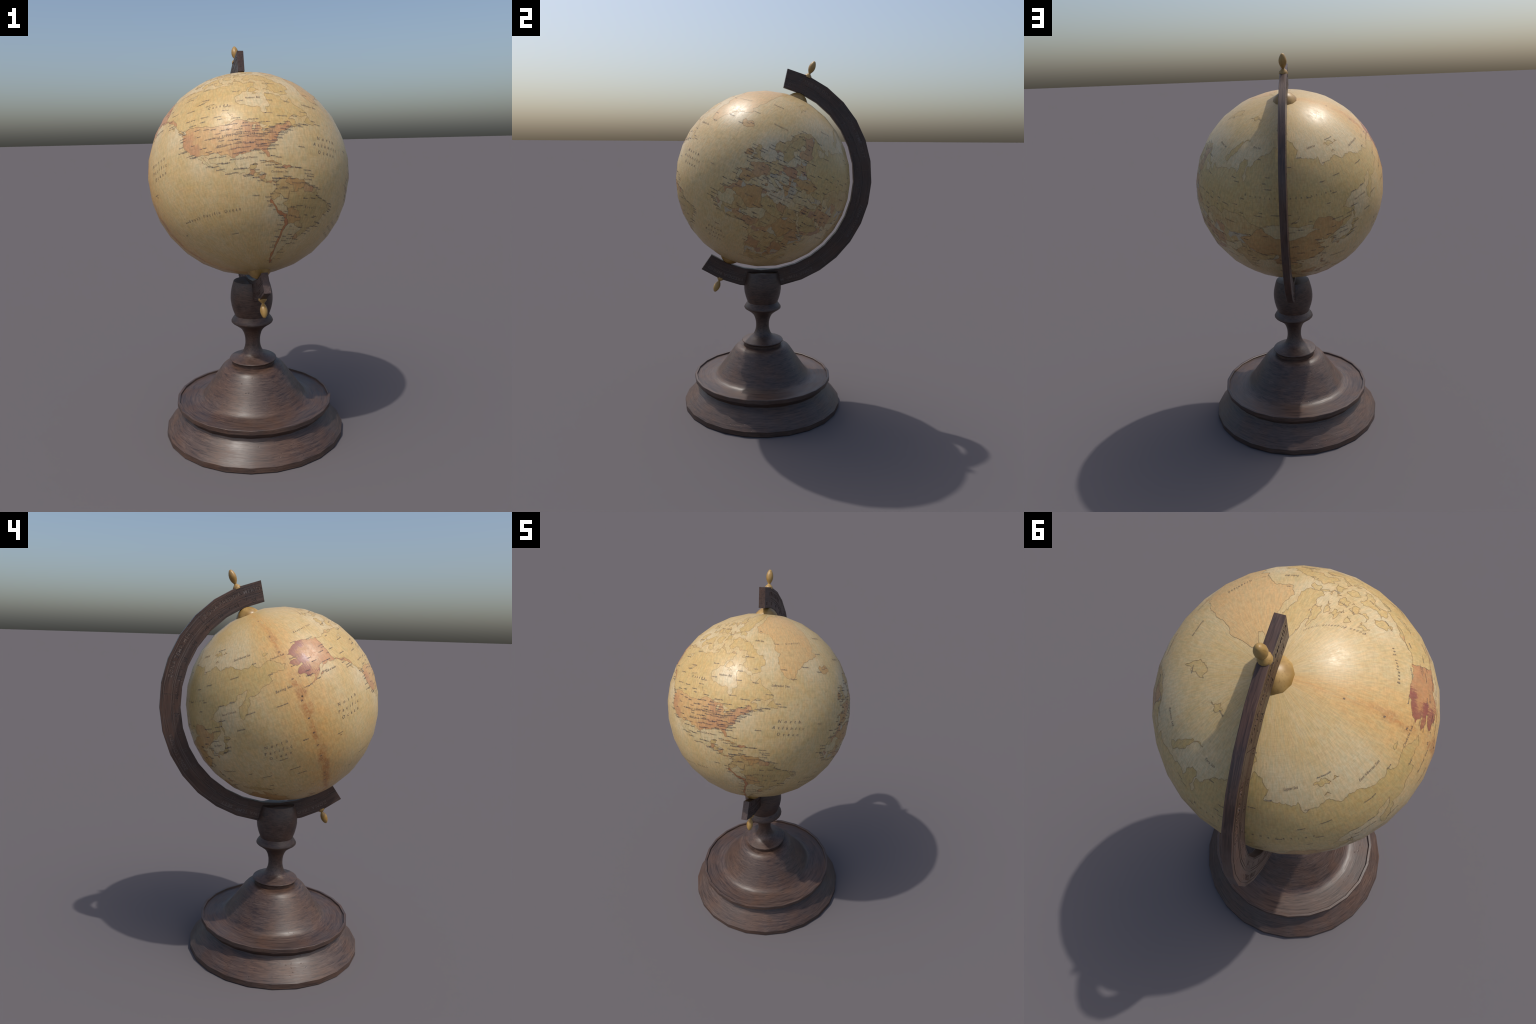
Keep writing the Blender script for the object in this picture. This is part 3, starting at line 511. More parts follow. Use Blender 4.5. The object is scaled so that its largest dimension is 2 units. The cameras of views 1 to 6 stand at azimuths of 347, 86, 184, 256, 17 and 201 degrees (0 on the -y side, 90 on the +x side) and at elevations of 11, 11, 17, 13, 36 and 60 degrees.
# Place names: name latitude longitude; a "<" puts the lettering west of its dot.
TOWNS = """Seattle< 47.6 -122.3;Portland< 45.5 -122.7;Eugene< 44 -123.1;Eureka< 40.8 -124.2;San Francisco< 37.8 -122.4;San Jose< 37.2 -121.9;Los Angeles< 34 -118.2;
San Diego< 32.7 -117.2;Spokane 47.6 -117.4;Boise 43.6 -116.2;Reno 39.5 -119.8;Las Vegas 36.2 -115.1;Phoenix 33.4 -112.1;Tucson 32.2 -110.9;Salt Lake City 40.7 -111.9;
Helena 46.6 -112;Billings 45.8 -108.5;Casper 42.8 -106.3;Denver 39.7 -105;Pueblo 38.2 -104.6;Santa Fe 35.7 -106;Albuquerque 34.9 -106.6;El Paso 31.8 -106.4;
Bismarck 46.8 -100.8;Rapid City 44.1 -103.2;Pierre 44.4 -100.3;North Platte 41.1 -100.8;Dodge City 37.7 -100;Amarillo 35.2 -101.8;Abilene 32.4 -99.7;San Antonio 29.4 -98.5;
Houston 29.8 -95.4;Dallas 32.8 -96.8;Oklahoma City 35.5 -97.5;Wichita 37.7 -97.3;Lincoln 40.8 -96.7;Omaha 41.9 -96;Sioux Falls 43.5 -96.7;Fargo 46.9 -96.8;
Minneapolis 45 -93.3;Duluth 46.6 -92.1;Des Moines 41.6 -93.6;Kansas City 39.1 -94.6;Tulsa 36.2 -95.9;Little Rock 34.7 -92.3;Shreveport 32.5 -93.8;New Orleans 29.9 -90.1;
Memphis 35.1 -90;Saint Louis 38.6 -90.2;Springfield 39.8 -89.6;Chicago 41.9 -87.6;Milwaukee 43 -87.9;Green Bay 44.5 -88;Detroit 42.3 -83;Indianapolis 39.8 -86.2;
Louisville 38.2 -85.8;Nashville 36.2 -86.8;Birmingham 33.5 -86.8;Montgomery 32.4 -86.3;Mobile 30.7 -88;Tallahassee 30.4 -84.3;Jacksonville 30.3 -81.7;Tampa< 27.9 -82.5;
Miami 25.8 -80.2;Savannah 32.1 -81.1;Charleston 32.8 -79.9;Atlanta 33.7 -84.4;Columbia 34 -81;Charlotte 35.2 -80.8;Raleigh 35.8 -78.6;Norfolk 36.9 -76.3;Richmond 37.5 -77.4;
Washington 38.9 -77;Philadelphia 40 -75.1;New York 40.7 -74;Boston 42.4 -71.1;Providence 41.8 -71.4;Portland 43.7 -70.3;Albany 42.7 -73.8;Buffalo 42.9 -78.9;Pittsburgh 40.4 -80;
Cleveland 41.5 -81.7;Columbus 40 -83;Cincinnati 39.1 -84.5;Knoxville 36 -83.9;Augusta 44.3 -69.8;Toronto 43.7 -79.4;Ottawa 45.4 -75.7;Montreal 45.5 -73.6;Quebec 46.8 -71.2;
Saint John 45.3 -66;Halifax 44.6 -63.6;Charlottetown 46.2 -63.1;Sydney 46.1 -60.2;Saint Johns 47.6 -52.7;Gander 49 -54.6;Goose Bay 53.3 -60.4;Sept Iles 50.2 -66.4;Chibougamau 49.9 -74.4;
Moosonee 51.3 -80.6;Thunder Bay 48.4 -89.2;Sault Ste Marie 46.5 -84.3;Winnipeg 49.9 -97.1;Regina 50.5 -104.6;Saskatoon 52.1 -106.7;Calgary 51 -114.1;Edmonton 53.5 -113.5;
Kamloops 50.7 -120.3;Vancouver< 49.3 -123.1;Victoria< 48.4 -123.4;Prince George 53.9 -122.8;Prince Rupert< 54.3 -130.3;Whitehorse 60.7 -135.1;Dawson 64.1 -139.4;Inuvik 68.4 -133.7;
Yellowknife 62.5 -114.4;Fort Nelson 58.8 -122.7;Hay River 60.8 -115.8;Churchill 58.8 -94.2;Flin Flon 54.8 -101.9;Lynn Lake 56.9 -101;Baker Lake 64.3 -96;Iqaluit 63.7 -68.5;
Ivujivik 62.4 -77.9;Kuujjuaq 58.1 -68.4;Inukjuak 58.5 -78.1;Norman Wells 65.3 -126.8;Coppermine 67.8 -115.1;Resolute 74.7 -94.9;Sachs Harbour 72 -125.2;Juneau< 58.3 -134.4;Sitka< 57.1 -135.3;
Ketchikan< 55.3 -131.6;Anchorage 61.2 -149.9;Fairbanks 64.8 -147.7;Nome< 64.5 -165.4;Barrow< 71.3 -156.8;Prudhoe Bay 70.3 -148.3;Bethel 60.8 -161.8;Kodiak 57.8 -152.4;Valdez 61.1 -146.3;
Kotzebue< 66.9 -162.6;Galena 64.7 -156.9;Dillingham< 59 -158.5;Fort Yukon 66.6 -145.3;Tok 63.3 -143;McGrath 63 -155.6;Circle 65.8 -144.1;Cold Bay< 55.2 -162.7;Chignik 56.3 -158.4;
Godthab 64.2 -51.7;Qaqortoq 60.7 -46;Thule 76.5 -68.8;Upernavik 72.8 -56;Angmagssalik 65.6 -37.6;Scoresbysund 70.5 -22;Reykjavik< 64.1 -21.9;Akureyri 65.7 -18.1;
Tijuana< 32.2 -117;Hermosillo 29.1 -111;Chihuahua 28.6 -106.1;La Paz< 24.1 -110.3;Culiacan 24.8 -107.4;Monterrey 25.7 -100.3;Durango 24 -104.7;Mazatlan< 23.2 -106.4;Guadalajara< 20.7 -103.3;
Mexico City 19.4 -99.1;Veracruz 19.2 -96.1;Acapulco< 16.9 -99.9;Oaxaca< 17.1 -96.7;Merida 21 -89.6;Belize 17.3 -88.5;Guatemala< 14.6 -90.5;San Salvador< 13.7 -89.2;Tegucigalpa 14.1 -87.2;
Managua< 12.1 -86.3;San Jose< 9.9 -84.1;Panama 9 -79.5;Havana< 23.1 -82.4;Santiago de Cuba< 20 -75.8;Kingston 18 -76.8;Port au Prince< 18.5 -72.3;Santo Domingo 18.5 -69.9;San Juan 18.4 -66.1;
Nassau 25 -77.4;Saint Johns 17.1 -61.8;Fort de France 14.6 -61.1;Bridgetown 13.1 -59.6;Port of Spain 10.7 -61.5;
Willemstad< 12.1 -68.9;Caracas< 10.5 -66.9;Maracaibo< 10.6 -71.6;Barranquilla< 11 -74.8;Cartagena< 10.4 -75.5;Medellin< 6.2 -75.6;Bogota 4.6 -74.1;Cali< 3.4 -76.5;Quito< -0.2 -78.5;Guayaquil< -2.2 -79.9;
Ciudad Bolivar 8.1 -63.5;Georgetown 6.8 -58.2;Paramaribo 5.9 -55.2;Cayenne 4.9 -52.3;Macapa 0 -51;Belem -1.4 -48.5;Sao Luis -2.5 -44.3;Fortaleza -3.7 -38.5;Natal -5.8 -35.2;Recife -8.1 -34.9;
Maceio -9.7 -35.7;Salvador -13 -38.5;Manaus -3.1 -60;Santarem -2.4 -54.7;Porto Velho -8.8 -63.9;Rio Branco -10 -67.8;Cuiaba -15.6 -56.1;Goiania -16.7 -49.3;Brasilia -15.8 -47.9;Belo Horizonte -19.9 -43.9;
Vitoria -20.3 -40.3;Rio de Janeiro -22.9 -43.2;Sao Paulo -23.5 -46.6;Curitiba -25.4 -49.3;Florianopolis -27.6 -48.5;Porto Alegre -30 -51.2;Montevideo -34.9 -56.2;Buenos Aires< -34.6 -58.4;Rosario -33 -60.6;
Asuncion -25.3 -57.6;Santa Cruz -17.8 -63.2;La Paz -16.5 -68.1;Piura< -5.2 -80.6;Trujillo< -8.1 -79;Chimbote< -9.1 -78.6;Lima< -12 -77;Cuzco -13.5 -72;Arequipa< -16.4 -71.5;Iquitos -3.7 -73.2;Arica< -18.5 -70.3;
Iquique< -20.2 -70.1;Antofagasta< -23.7 -70.4;Copiapo< -27.4 -70.3;Valparaiso< -33 -71.6;Santiago< -33.4 -70.7;Concepcion< -36.8 -73;Valdivia< -39.8 -73.2;Puerto Montt< -41.5 -72.9;Punta Arenas< -53.2 -70.9;
Mendoza -32.9 -68.8;Cordoba -31.4 -64.2;Salta -24.8 -65.4;Mar del Plata -38 -57.6;Bahia Blanca -38.7 -62.3;Rawson -43.3 -65.1;Comodoro Rivadavia -45.9 -67.5;Rio Gallegos -51.6 -69.2;Ushuaia -54.8 -68.3;Stanley -51.7 -57.9;
Galapagos -0.5 -91;Easter Island -27.1 -109.4;Bermuda 32.3 -64.8;Azores 38 -28;Madeira 32.7 -17;Canary Islands 28.2 -15.5;Cape Verde 15 -24;Ascension -8 -14.4;
Lisbon< 38.7 -9.1;Porto< 41.2 -8.6;Vigo< 42.2 -8.7;Madrid 40.4 -3.7;Seville 37.4 -6;Malaga< 36.4 -4.4;Valencia 39.5 -0.4;Barcelona 41.4 2.2;Bilbao< 43.6 -2.9;Bordeaux< 44.8 -0.6;Nantes< 47.2 -1.6;Brest< 48.4 -4.5;Paris 48.9 2.3;
Lyon 45.8 4.8;Marseille 43 5.4;Nice 43.7 7.3;Brussels 50.9 4.4;Amsterdam< 52.4 4.9;London< 51.5 -0.1;Plymouth< 50.4 -4.1;Cardiff< 51.5 -3.2;Liverpool< 53.4 -3;Dublin< 53.3 -6.3;Cork< 51.9 -8.5;Belfast< 54.6 -5.9;Glasgow< 55.9 -4.3;
Edinburgh 56 -3.2;Aberdeen 57.2 -2.1;Inverness< 57.5 -4.2;Bergen< 60.4 5.3;Stavanger< 59 5.7;Oslo 59.9 10.8;Trondheim< 63.4 10.4;Bodo< 67.3 14.4;Tromso< 69.7 19;Hammerfest< 70.7 23.7;Narvik 68.4 17.4;Kiruna 67.9 20.2;Lulea 65.6 22.2;
Stockholm 59.3 18.1;Goteborg< 57.7 12;Malmo 55.6 13;Copenhagen< 55.7 12.6;Hamburg 53.6 10;Berlin 52.5 13.4;Hannover< 52.4 9.7;Frankfurt 50.1 8.7;Munich 48.1 11.6;Zurich 47.4 8.5;Milan 45.5 9.2;Genoa< 44.2 8.9;Venice 45.2 12.3;Rome< 41.9 12.5;
Naples 40.9 14.3;Palermo 38.1 13.4;Cagliari< 39.2 9.1;Bari 41.1 16.9;Zagreb 45.8 16;Split 43.5 16.4;Vienna 48.2 16.4;Prague 50.1 14.4;Warsaw 52.2 21;Gdansk 54.4 18.6;Krakow 50 20;Budapest 47.5 19.1;Belgrade 44.8 20.5;Sarajevo 43.9 18.4;
Tirana 41.3 19.8;Athens 38 23.7;Salonica 40.6 22.9;Sofia 42.7 23.3;Bucharest 44.4 26.1;Odessa 46.5 30.7;Kiev 50.5 30.5;Lvov 49.8 24;Kharkov 50 36.2;Minsk 53.9 27.6;Vilnius 54.7 25.3;Riga 56.9 24.1;Tallinn 59.4 24.8;Helsinki 60.2 24.9;Turku< 60.5 22.3;
Vaasa< 63.1 21.6;Oulu 65 25.5;Rovaniemi 66.5 25.7;Leningrad 59.9 30.3;Moscow 55.8 37.6;Smolensk 54.8 32;Rostov 47.2 39.7;Saratov 51.5 46;Volgograd 48.7 44.5;Kazan 55.8 49.1;Gorkiy 56.3 44;Perm 58 56.3;Ufa 54.7 56;Archangel 64.5 40.5;Murmansk 69 33.1;
Kirov 58.6 49.7;Vorkuta 67.5 64;Salekhard 66.5 66.6;Sverdlovsk 56.8 60.6;Omsk 55 73.4;Tobolsk 58.2 68.3;Surgut 61.3 73.4;Novosibirsk 55 82.9;Tomsk 56.5 85;Krasnoyarsk 56 92.9;Norilsk 69.3 88.2;Dikson 73.5 80.5;Turukhansk 65.8 88;Igarka 67.5 86.6;
Bratsk 56.1 101.6;Irkutsk 52.3 104.3;Chita 52 113.5;Yakutsk 62 129.7;Tiksi 71.6 128.9;Verkhoyansk 67.5 133.4;Zhigansk 66.8 123.4;Mirny 62.5 114;Khatanga 72 102.5;Nordvik 74 111;Okhotsk 59.4 143.2;Magadan 59.6 150.8;Srednekolymsk 67.5 153.7;Pevek 69.7 170.3;
Anadyr 64.7 177.5;Petropavlovsk 53 158.7;Khabarovsk 48.5 135.1;Komsomolsk 50.6 137;Vladivostok 43.1 131.9;Blagoveshchensk 50.3 127.5;Nikolayevsk 53.1 140.7;Aldan 58.6 125.4;Istanbul 41 29;Ankara 39.9 32.9;Izmir< 38.4 27.1;Adana 37 35.3;Aleppo 36.2 37.2;Beirut< 33.9 35.5;
Damascus 33.5 36.3;Jerusalem 31.8 35.2;Amman 31.3 36;Baghdad 33.3 44.4;Basra 30.5 47.8;Kuwait 29.2 48;Tabriz 38.1 46.3;Tehran 35.7 51.4;Isfahan 32.7 51.7;Shiraz 29.6 52.5;Meshed 36.3 59.6;Kerman 30.3 57.1;Riyadh 24.6 46.7;Mecca 21.4 39.8;Medina 24.5 39.6;Doha 25.3 51.5;
Muscat 23.6 58.4;Sanaa 15.4 44.2;Aden 12.8 45;Baku 40.4 49.9;Tbilisi 41.7 44.8;Yerevan 40.2 44.5;Tashkent 41.3 69.3;Alma Ata 43.2 76.9;Kabul 34.5 69.2;Kandahar 31.6 65.7;Karachi 24.9 67;Lahore 31.5 74.3;Delhi 28.6 77.2;Bombay< 19 72.8;Hyderabad 17.4 78.5;Madras 13.1 80.3;
Bangalore 13 77.6;Calcutta 22.6 88.4;Nagpur 21.1 79.1;Colombo< 6.9 79.9;Katmandu 27.7 85.3;Dacca 23.7 90.4;Lhasa 29.7 91.1;Urumchi 43.8 87.6;Kashgar 39.5 76;Lanchow 36.1 103.8;Ulan Bator 47.9 106.9;Peking 39.9 116.4;Tientsin 39.1 117.2;Harbin 45.8 126.6;Mukden 41.8 123.4;
Tsinan 36.7 117;Nanking 32.1 118.8;Shanghai 31.2 121.5;Wuhan 30.6 114.3;Chungking 29.6 106.6;Kunming 25 102.7;Canton 23.1 113.3;Hong Kong 22.3 114.2;Foochow 26.1 119.3;Taipei 25 121.5;Seoul 37.6 127;Pyongyang 39 125.8;Pusan 35.1 129;Tokyo 35.7 139.7;Osaka 34.7 135.5;
Nagoya 35.2 136.9;Sendai 38.3 140.9;Sapporo 43.1 141.4;Fukuoka< 33.6 130.4;Niigata 37.9 139;Hanoi 21 105.8;Saigon 10.8 106.7;Hue 16.5 107.6;Bangkok 13.8 100.5;Rangoon 16.8 96.2;Mandalay 22 96.1;Vientiane 18 102.6;Kuala Lumpur< 3.1 101.7;Singapore 1.3 103.8;Medan 3.6 98.7;
Palembang -3 104.8;Jakarta -6.2 106.8;Surabaya -7.3 112.7;Pontianak 0 109.3;Banjarmasin -3.3 114.6;Makasar -5.1 119.4;Manado 1.5 124.8;Manila 14.6 121;Cebu 10.3 123.9;Davao 7.1 125.6;Guam 13.5 144.8;Port Moresby -9.5 147.2;Rabaul -4.2 152.2;Darwin -12.5 130.8;
Perth< -32 115.9;Adelaide -34.9 138.6;Melbourne -37.8 145;Sydney -33.9 151.2;Brisbane -27.5 153;Townsville -19.3 146.8;Alice Springs -23.7 133.9;Hobart -42.9 147.3;Auckland -36.9 174.8;Wellington -41.3 174.8;Dunedin -45.9 170.5;Noumea -22.3 166.5;Suva -18.1 178.4;
Honolulu 21.3 -157.9;Wake Island 19.3 166.6;Midway 28.2 -177.4;Marshall Islands 8 170;Gilbert Islands 1 173;Caroline Islands 7.5 152;Samoa -13.8 -172;Tahiti -17.7 -149.5;Marquesas -9 -140;Aleutian Islands 51.8 176;Kuril Islands 46.5 151;
Tangier< 35.8 -5.8;Rabat< 34 -6.8;Casablanca< 33.3 -7.6;Marrakech 31.6 -8;Agadir< 30.4 -9.6;Oran 35.5 -0.6;Algiers 36.8 3.1;Constantine 36.2 6.6;Tunis 36.8 10.2;Tripoli 32.9 13.2;Benghazi 32.1 20.1;Alexandria 31.2 29.9;Cairo 30 31.2;Aswan 24.1 32.9;Port Sudan 19.6 37.2;
Khartoum 15.6 32.5;Asmara 15.3 38.9;Addis Ababa 9 38.7;Djibouti 11.6 43.1;Mogadishu 2 45.3;Nairobi -1.3 36.8;Mombasa -4 39.7;Kampala 0.3 32.6;Dar es Salaam -6.8 39.3;Lusaka -15.4 28.3;Salisbury -17.8 31;Beira -19.8 34.8;Lourenco Marques -26 32.6;Tananarive -18.9 47.5;
Durban -29.9 31;Johannesburg -26.2 28;Cape Town< -33.9 18.4;Port Elizabeth -34 25.6;Windhoek -22.6 17.1;Luanda< -8.8 13.2;Benguela< -12.6 13.4;Kinshasa -4.3 15.3;Kisangani 0.5 25.2;Lubumbashi -11.7 27.5;Libreville< 0.4 9.5;Douala< 4 9.7;Lagos 6.5 3.4;Kano 12 8.5;
Niamey 13.5 2.1;Zinder 13.8 9;Agades 17 8;Fort Lamy 12.1 15;Bangui 4.4 18.6;Tamanrasset 22.8 5.5;Timbuktu 16.8 -3;Bamako 12.6 -8;Ouagadougou 12.4 -1.5;Accra 5.6 -0.2;Abidjan< 5.3 -4;Monrovia< 6.3 -10.8;Freetown< 8.5 -13.2;Conakry< 9.5 -13.7;Bissau< 11.9 -15.6;Bathurst< 13.5 -16.6;
Dakar< 14.7 -17.4;Nouakchott< 18.1 -16;Port Etienne< 20.9 -17;El Aaiun< 27.2 -13.2;Ghat 25 10.2;Sebha 27 14.4;Kufra 24.2 23.3;Lome 6.1 1.2;Cotonou 6.4 2.4;Kumasi 6.7 -1.6;Longyearbyen 78.2 15.6;Franz Josef Land 80.7 58;Severnaya Zemlya 79.6 97;New Siberian Islands 76.2 140"""

# Lettering of seas and countries: text, longitude and latitude of its middle, size in degrees, letter spacing, slant
SEA_NAMES = [
 ("North", -146, 39, 3.0, 2.6, 1), ("Pacific", -146, 34.5, 3.0, 2.3, 1), ("Ocean", -146, 30, 3.0, 2.3, 1),
 ("North", 168.5, 31, 3.0, 2.4, 1), ("Pacific", 168.5, 26.5, 3.0, 2.3, 1), ("Ocean", 168.5, 22, 3.0, 2.3, 1),
 ("North", -46, 38.5, 3.0, 2.4, 1), ("Atlantic", -46, 34.2, 3.0, 2.3, 1), ("Ocean", -46, 29.7, 3.0, 2.3, 1),
 ("South", -14, -16, 3.0, 2.4, 1), ("Atlantic", -14, -21, 3.0, 2.3, 1), ("Ocean", -14, -26, 3.0, 2.3, 1),
 ("South Pacific Ocean", -117.5, -9.8, 2.9, 1.85, 1), ("Indian Ocean", 78, -24, 2.6, 2.2, 1),
 ("Labrador Sea", -52, 57.2, 2.3, 1.05, 1), ("Hudson Bay", -85, 59.7, 2.0, 1.05, 1), ("Bering Sea", 183, 57.5, 2.3, 1.2, 1),
 ("East Siberian Sea", 164, 72.3, 2.1, 1.1, 1), ("Laptev Sea", 125, 75.6, 2.1, 1.05, 1), ("Kara Sea", 77, 75.7, 2.1, 1.2, 1), ("Barents Sea", 42, 73.4, 2.1, 1.2, 1),
 ("Norwegian Sea", 3, 68.6, 2.0, 1.1, 1), ("Greenland Sea", -8, 75.5, 2.0, 1.1, 1), ("Beaufort Sea", -143, 73.4, 2.2, 1.9, 1), ("Chukchi Sea", 187, 68.9, 2.0, 1.2, 1), ("Baffin Bay", -67, 73.2, 2.0, 1.1, 1),
 ("Gulf of Mexico", -91, 25.2, 1.7, 1.05, 1), ("Caribbean Sea", -75.5, 14.9, 1.7, 1.15, 1), ("Gulf of Alaska", -147, 57, 1.7, 1.0, 1),
 ("Sea of Okhotsk", 149, 55.3, 1.8, 1.05, 1), ("Sea of Japan", 134.5, 40, 1.6, 1.0, 1), ("Philippine Sea", 132, 18, 1.8, 1.2, 1), ("Arabian Sea", 64, 15, 1.8, 1.2, 1),
 ("Mediterranean Sea", 18, 34.6, 1.5, 1.1, 1),
]
LAND_NAMES = [
 ("Canada", -104, 57.2, 2.6, 2.1, 1), ("Greenland", -40, 73.2, 2.5, 1.7, 0, 0.12), ("United States of America", -98, 40.2, 2.0, 1.45, 0), ("Mexico", -102.5, 23.8, 1.8, 1.2, 0),
 ("Brazil", -53, -10.2, 2.4, 2.1, 0), ("Peru", -75.3, -8.5, 1.7, 1.2, 0), ("Bolivia", -64, -17.3, 1.6, 1.2, 0), ("Chile", -75, -29, 1.7, 1.2, 0), ("Argentina", -66, -36.5, 1.7, 1.1, 0),
 ("Colombia", -73, 3.4, 1.7, 1.1, 0), ("Venezuela", -66, 7.2, 1.7, 1.1, 0), ("Cuba", -79.5, 21.3, 1.2, 1.1, 0), ("R u s s i a n   F e d e r a t i o n", 103, 62.6, 2.6, 1.9, 0),
 ("China", 103, 35, 2.2, 1.8, 0), ("Mongolia", 103, 46.4, 1.7, 1.3, 0), ("India", 78.5, 23.3, 1.8, 1.2, 0), ("Kazakhstan", 67, 48.6, 1.7, 1.2, 0), ("Iran", 55, 32.8, 1.6, 1.3, 0),
 ("Saudi Arabia", 45, 23.6, 1.5, 1.1, 0), ("Algeria", 2, 28, 1.8, 1.2, 0), ("Libya", 17.5, 27.5, 1.7, 1.2, 0), ("Egypt", 29, 26.7, 1.6, 1.1, 0), ("Sudan", 30, 13.5, 1.7, 1.2, 0),
 ("Mali", -2.2, 18, 1.5, 1.2, 0), ("Niger", 9, 16.2, 1.6, 1.1, 0), ("Chad", 18.5, 15.5, 1.5, 1.1, 0), ("Nigeria", 8, 9.6, 1.4, 1.0, 0), ("Ethiopia", 39.5, 7.7, 1.4, 1.0, 0), ("Congo", 23.5, -2, 1.6, 1.1, 0),
 ("South Africa", 24, -30, 1.4, 1.0, 0), ("Australia", 134, -25.5, 2.4, 2.0, 0), ("Finland", 26, 62.7, 1.5, 1.1, 0), ("Sweden", 16, 63, 1.4, 1.0, 0), ("France", 2.5, 46.8, 1.5, 1.1, 0), ("Spain", -4, 39.4, 1.4, 1.1, 0), ("Iceland", -19, 65, 1.3, 1.0, 0),
 ("Queen Elizabeth Islands", -109, 79.4, 2.3, 1.75, 0, 0.55), ("Parry Islands", -104, 76.2, 2.2, 1.4, 0), ("Victoria Island", -110, 71, 1.6, 1.0, 0), ("Baffin Island", -72, 67.6, 1.6, 1.0, 0),
]
GRID_NUMBERS = [("%d" % k, 189.5, k) for k in (-50, -40, -30, -20, -10, 10, 20, 30, 40, 50, 60, 70, 75, 80)]

# ------------------------------------------------------------------ the ball's surface
SEG, RINGS = 32, 16                       # the ball is a faceted sphere: gores and bands of 11.25 degrees
STEP = 360.0 / SEG


def corner(i, j):
    lo, la = math.radians(-180 + i * STEP), math.radians(-90 + j * STEP)
    return np.array((math.cos(la) * math.cos(lo), math.cos(la) * math.sin(lo), math.sin(la)))


def ball_point(lon, lat, lift=0.0):
    """Ball degrees -> (point on the facets, smooth normal)."""
    a, b = (lon + 180) / STEP, (max(-90.0, min(90.0, lat)) + 90) / STEP
    i, j = min(int(a // 1), SEG - 1), min(int(b // 1), RINGS - 1)
    i = max(i, 0) if a < SEG else int(a // 1)
    s, t = a - i, b - j
    p = (corner(i, j) * (1 - s) + corner(i + 1, j) * s) * (1 - t) + (corner(i, j + 1) * (1 - s) + corner(i + 1, j + 1) * s) * t
    n = p / np.linalg.norm(p)
    return p * BALL_R + n * lift, n


def counter_clockwise(pts):
    area = sum(a[0] * b[1] - b[0] * a[1] for a, b in zip(pts, list(pts[1:]) + [pts[0]]))
    return list(pts) if area > 0 else list(pts)[::-1]


def inside(points, poly):
    """Even-odd test of many points against one polygon."""
    poly = np.array([tuple(p) for p in poly])
    lo, hi = poly.min(0), poly.max(0)
    hit = np.zeros(len(points), bool)
    near = np.where(((points > lo) & (points < hi)).all(1))[0]
    if not len(near):
        return hit
    p = points[near]
    odd = np.zeros(len(near), bool)
    for (ax, ay), (bx, by) in zip(poly, np.roll(poly, -1, 0)):
        if ay == by:
            continue
        cross = (ay > p[:, 1]) != (by > p[:, 1])
        odd ^= cross & (p[:, 0] < (bx - ax) * (p[:, 1] - ay) / (by - ay) + ax)
    hit[near] = odd
    return hit


def wrap(lon):
    while lon < -169.1:
        lon += 360
    while lon >= 190.9:
        lon -= 360
    return lon


def ragged(points, rough=0.16, finest=0.9):
    """Break straight control edges into a natural coast; the same edge always breaks the same way."""
    pts = [to_ball(*p) for p in points]
    out = []

    def split(a, b, depth):
        d = math.hypot(b[0] - a[0], b[1] - a[1])
        if d < finest or depth == 0:
            out.append(a)
            return
        lo, hi = (a, b) if a < b else (b, a)
        rnd = random.Random("%.3f %.3f %.3f %.3f" % (*lo, *hi))
        k = rnd.uniform(-rough, rough)
        m = ((lo[0] + hi[0]) / 2 - (hi[1] - lo[1]) * k, (lo[1] + hi[1]) / 2 + (hi[0] - lo[0]) * k)
        split(a, m, depth - 1)
        split(m, b, depth - 1)
    for a, b in zip(pts, pts[1:] + pts[:1]):
        split(a, b, 4)
    return [(max(-179.99, min(179.99, p[0])), p[1]) for p in out]


def build_map():
    """Triangulate the whole map at once, so that sea, lands and borders share one surface."""
    verts, edges, faces, tag = [], [], [], []

    def add(kind, key, pts):
        k = len(verts)
        verts.extend(Vector(p) for p in counter_clockwise(pts))
        faces.append(list(range(k, k + len(pts))))
        tag.append((kind, key))
    for key, pts in LAND.items():
        add("land", key, ragged(pts, 0.20, 0.8))
    for key, pts in ISLANDS.items():
        add("land", key, ragged(pts, 0.34 if key.startswith("canada") else 0.22, 0.6))
    for key, pts in LAKES.items():
        add("lake", key, ragged(pts, 0.2, 0.8))
    for key, (tint, pts) in COUNTRIES.items():
        add("country", key, ragged(pts, 0.14, 1.3))
    k = len(verts)
    grid = {}
    for i in range(SEG + 1):
        for j in range(RINGS + 1):
            grid[i, j] = len(verts)
            verts.append(Vector((-180 + i * STEP, -90 + j * STEP)))
    for i in range(SEG + 1):
        for j in range(RINGS + 1):
            if i < SEG:
                edges.append((grid[i, j], grid[i + 1, j]))
            if j < RINGS:
                edges.append((grid[i, j], grid[i, j + 1]))
    for poly in faces:
        edges.extend(zip(poly, poly[1:] + poly[:1]))
    v, e, f, *_ = delaunay_2d_cdt(verts, edges, [], 0, 1e-5)
    flat = np.array([tuple(p) for p in v])
    mid = flat[np.array(f)].mean(1)
    region = np.array(["sea"] * len(f), dtype=object)
    land = np.zeros(len(f), bool)
    for (kind, key), poly in zip(tag, faces):
        hit = inside(mid, [verts[k] for k in poly])
        if kind == "land":
            land |= hit
            region[hit] = key
        elif kind == "lake":
            region[hit] = "sea"
            land &= ~hit
        else:
            island = np.isin(region, list(ISLANDS))
            region[hit & land & ~island] = key
    region = list(region)
    return v, f, region


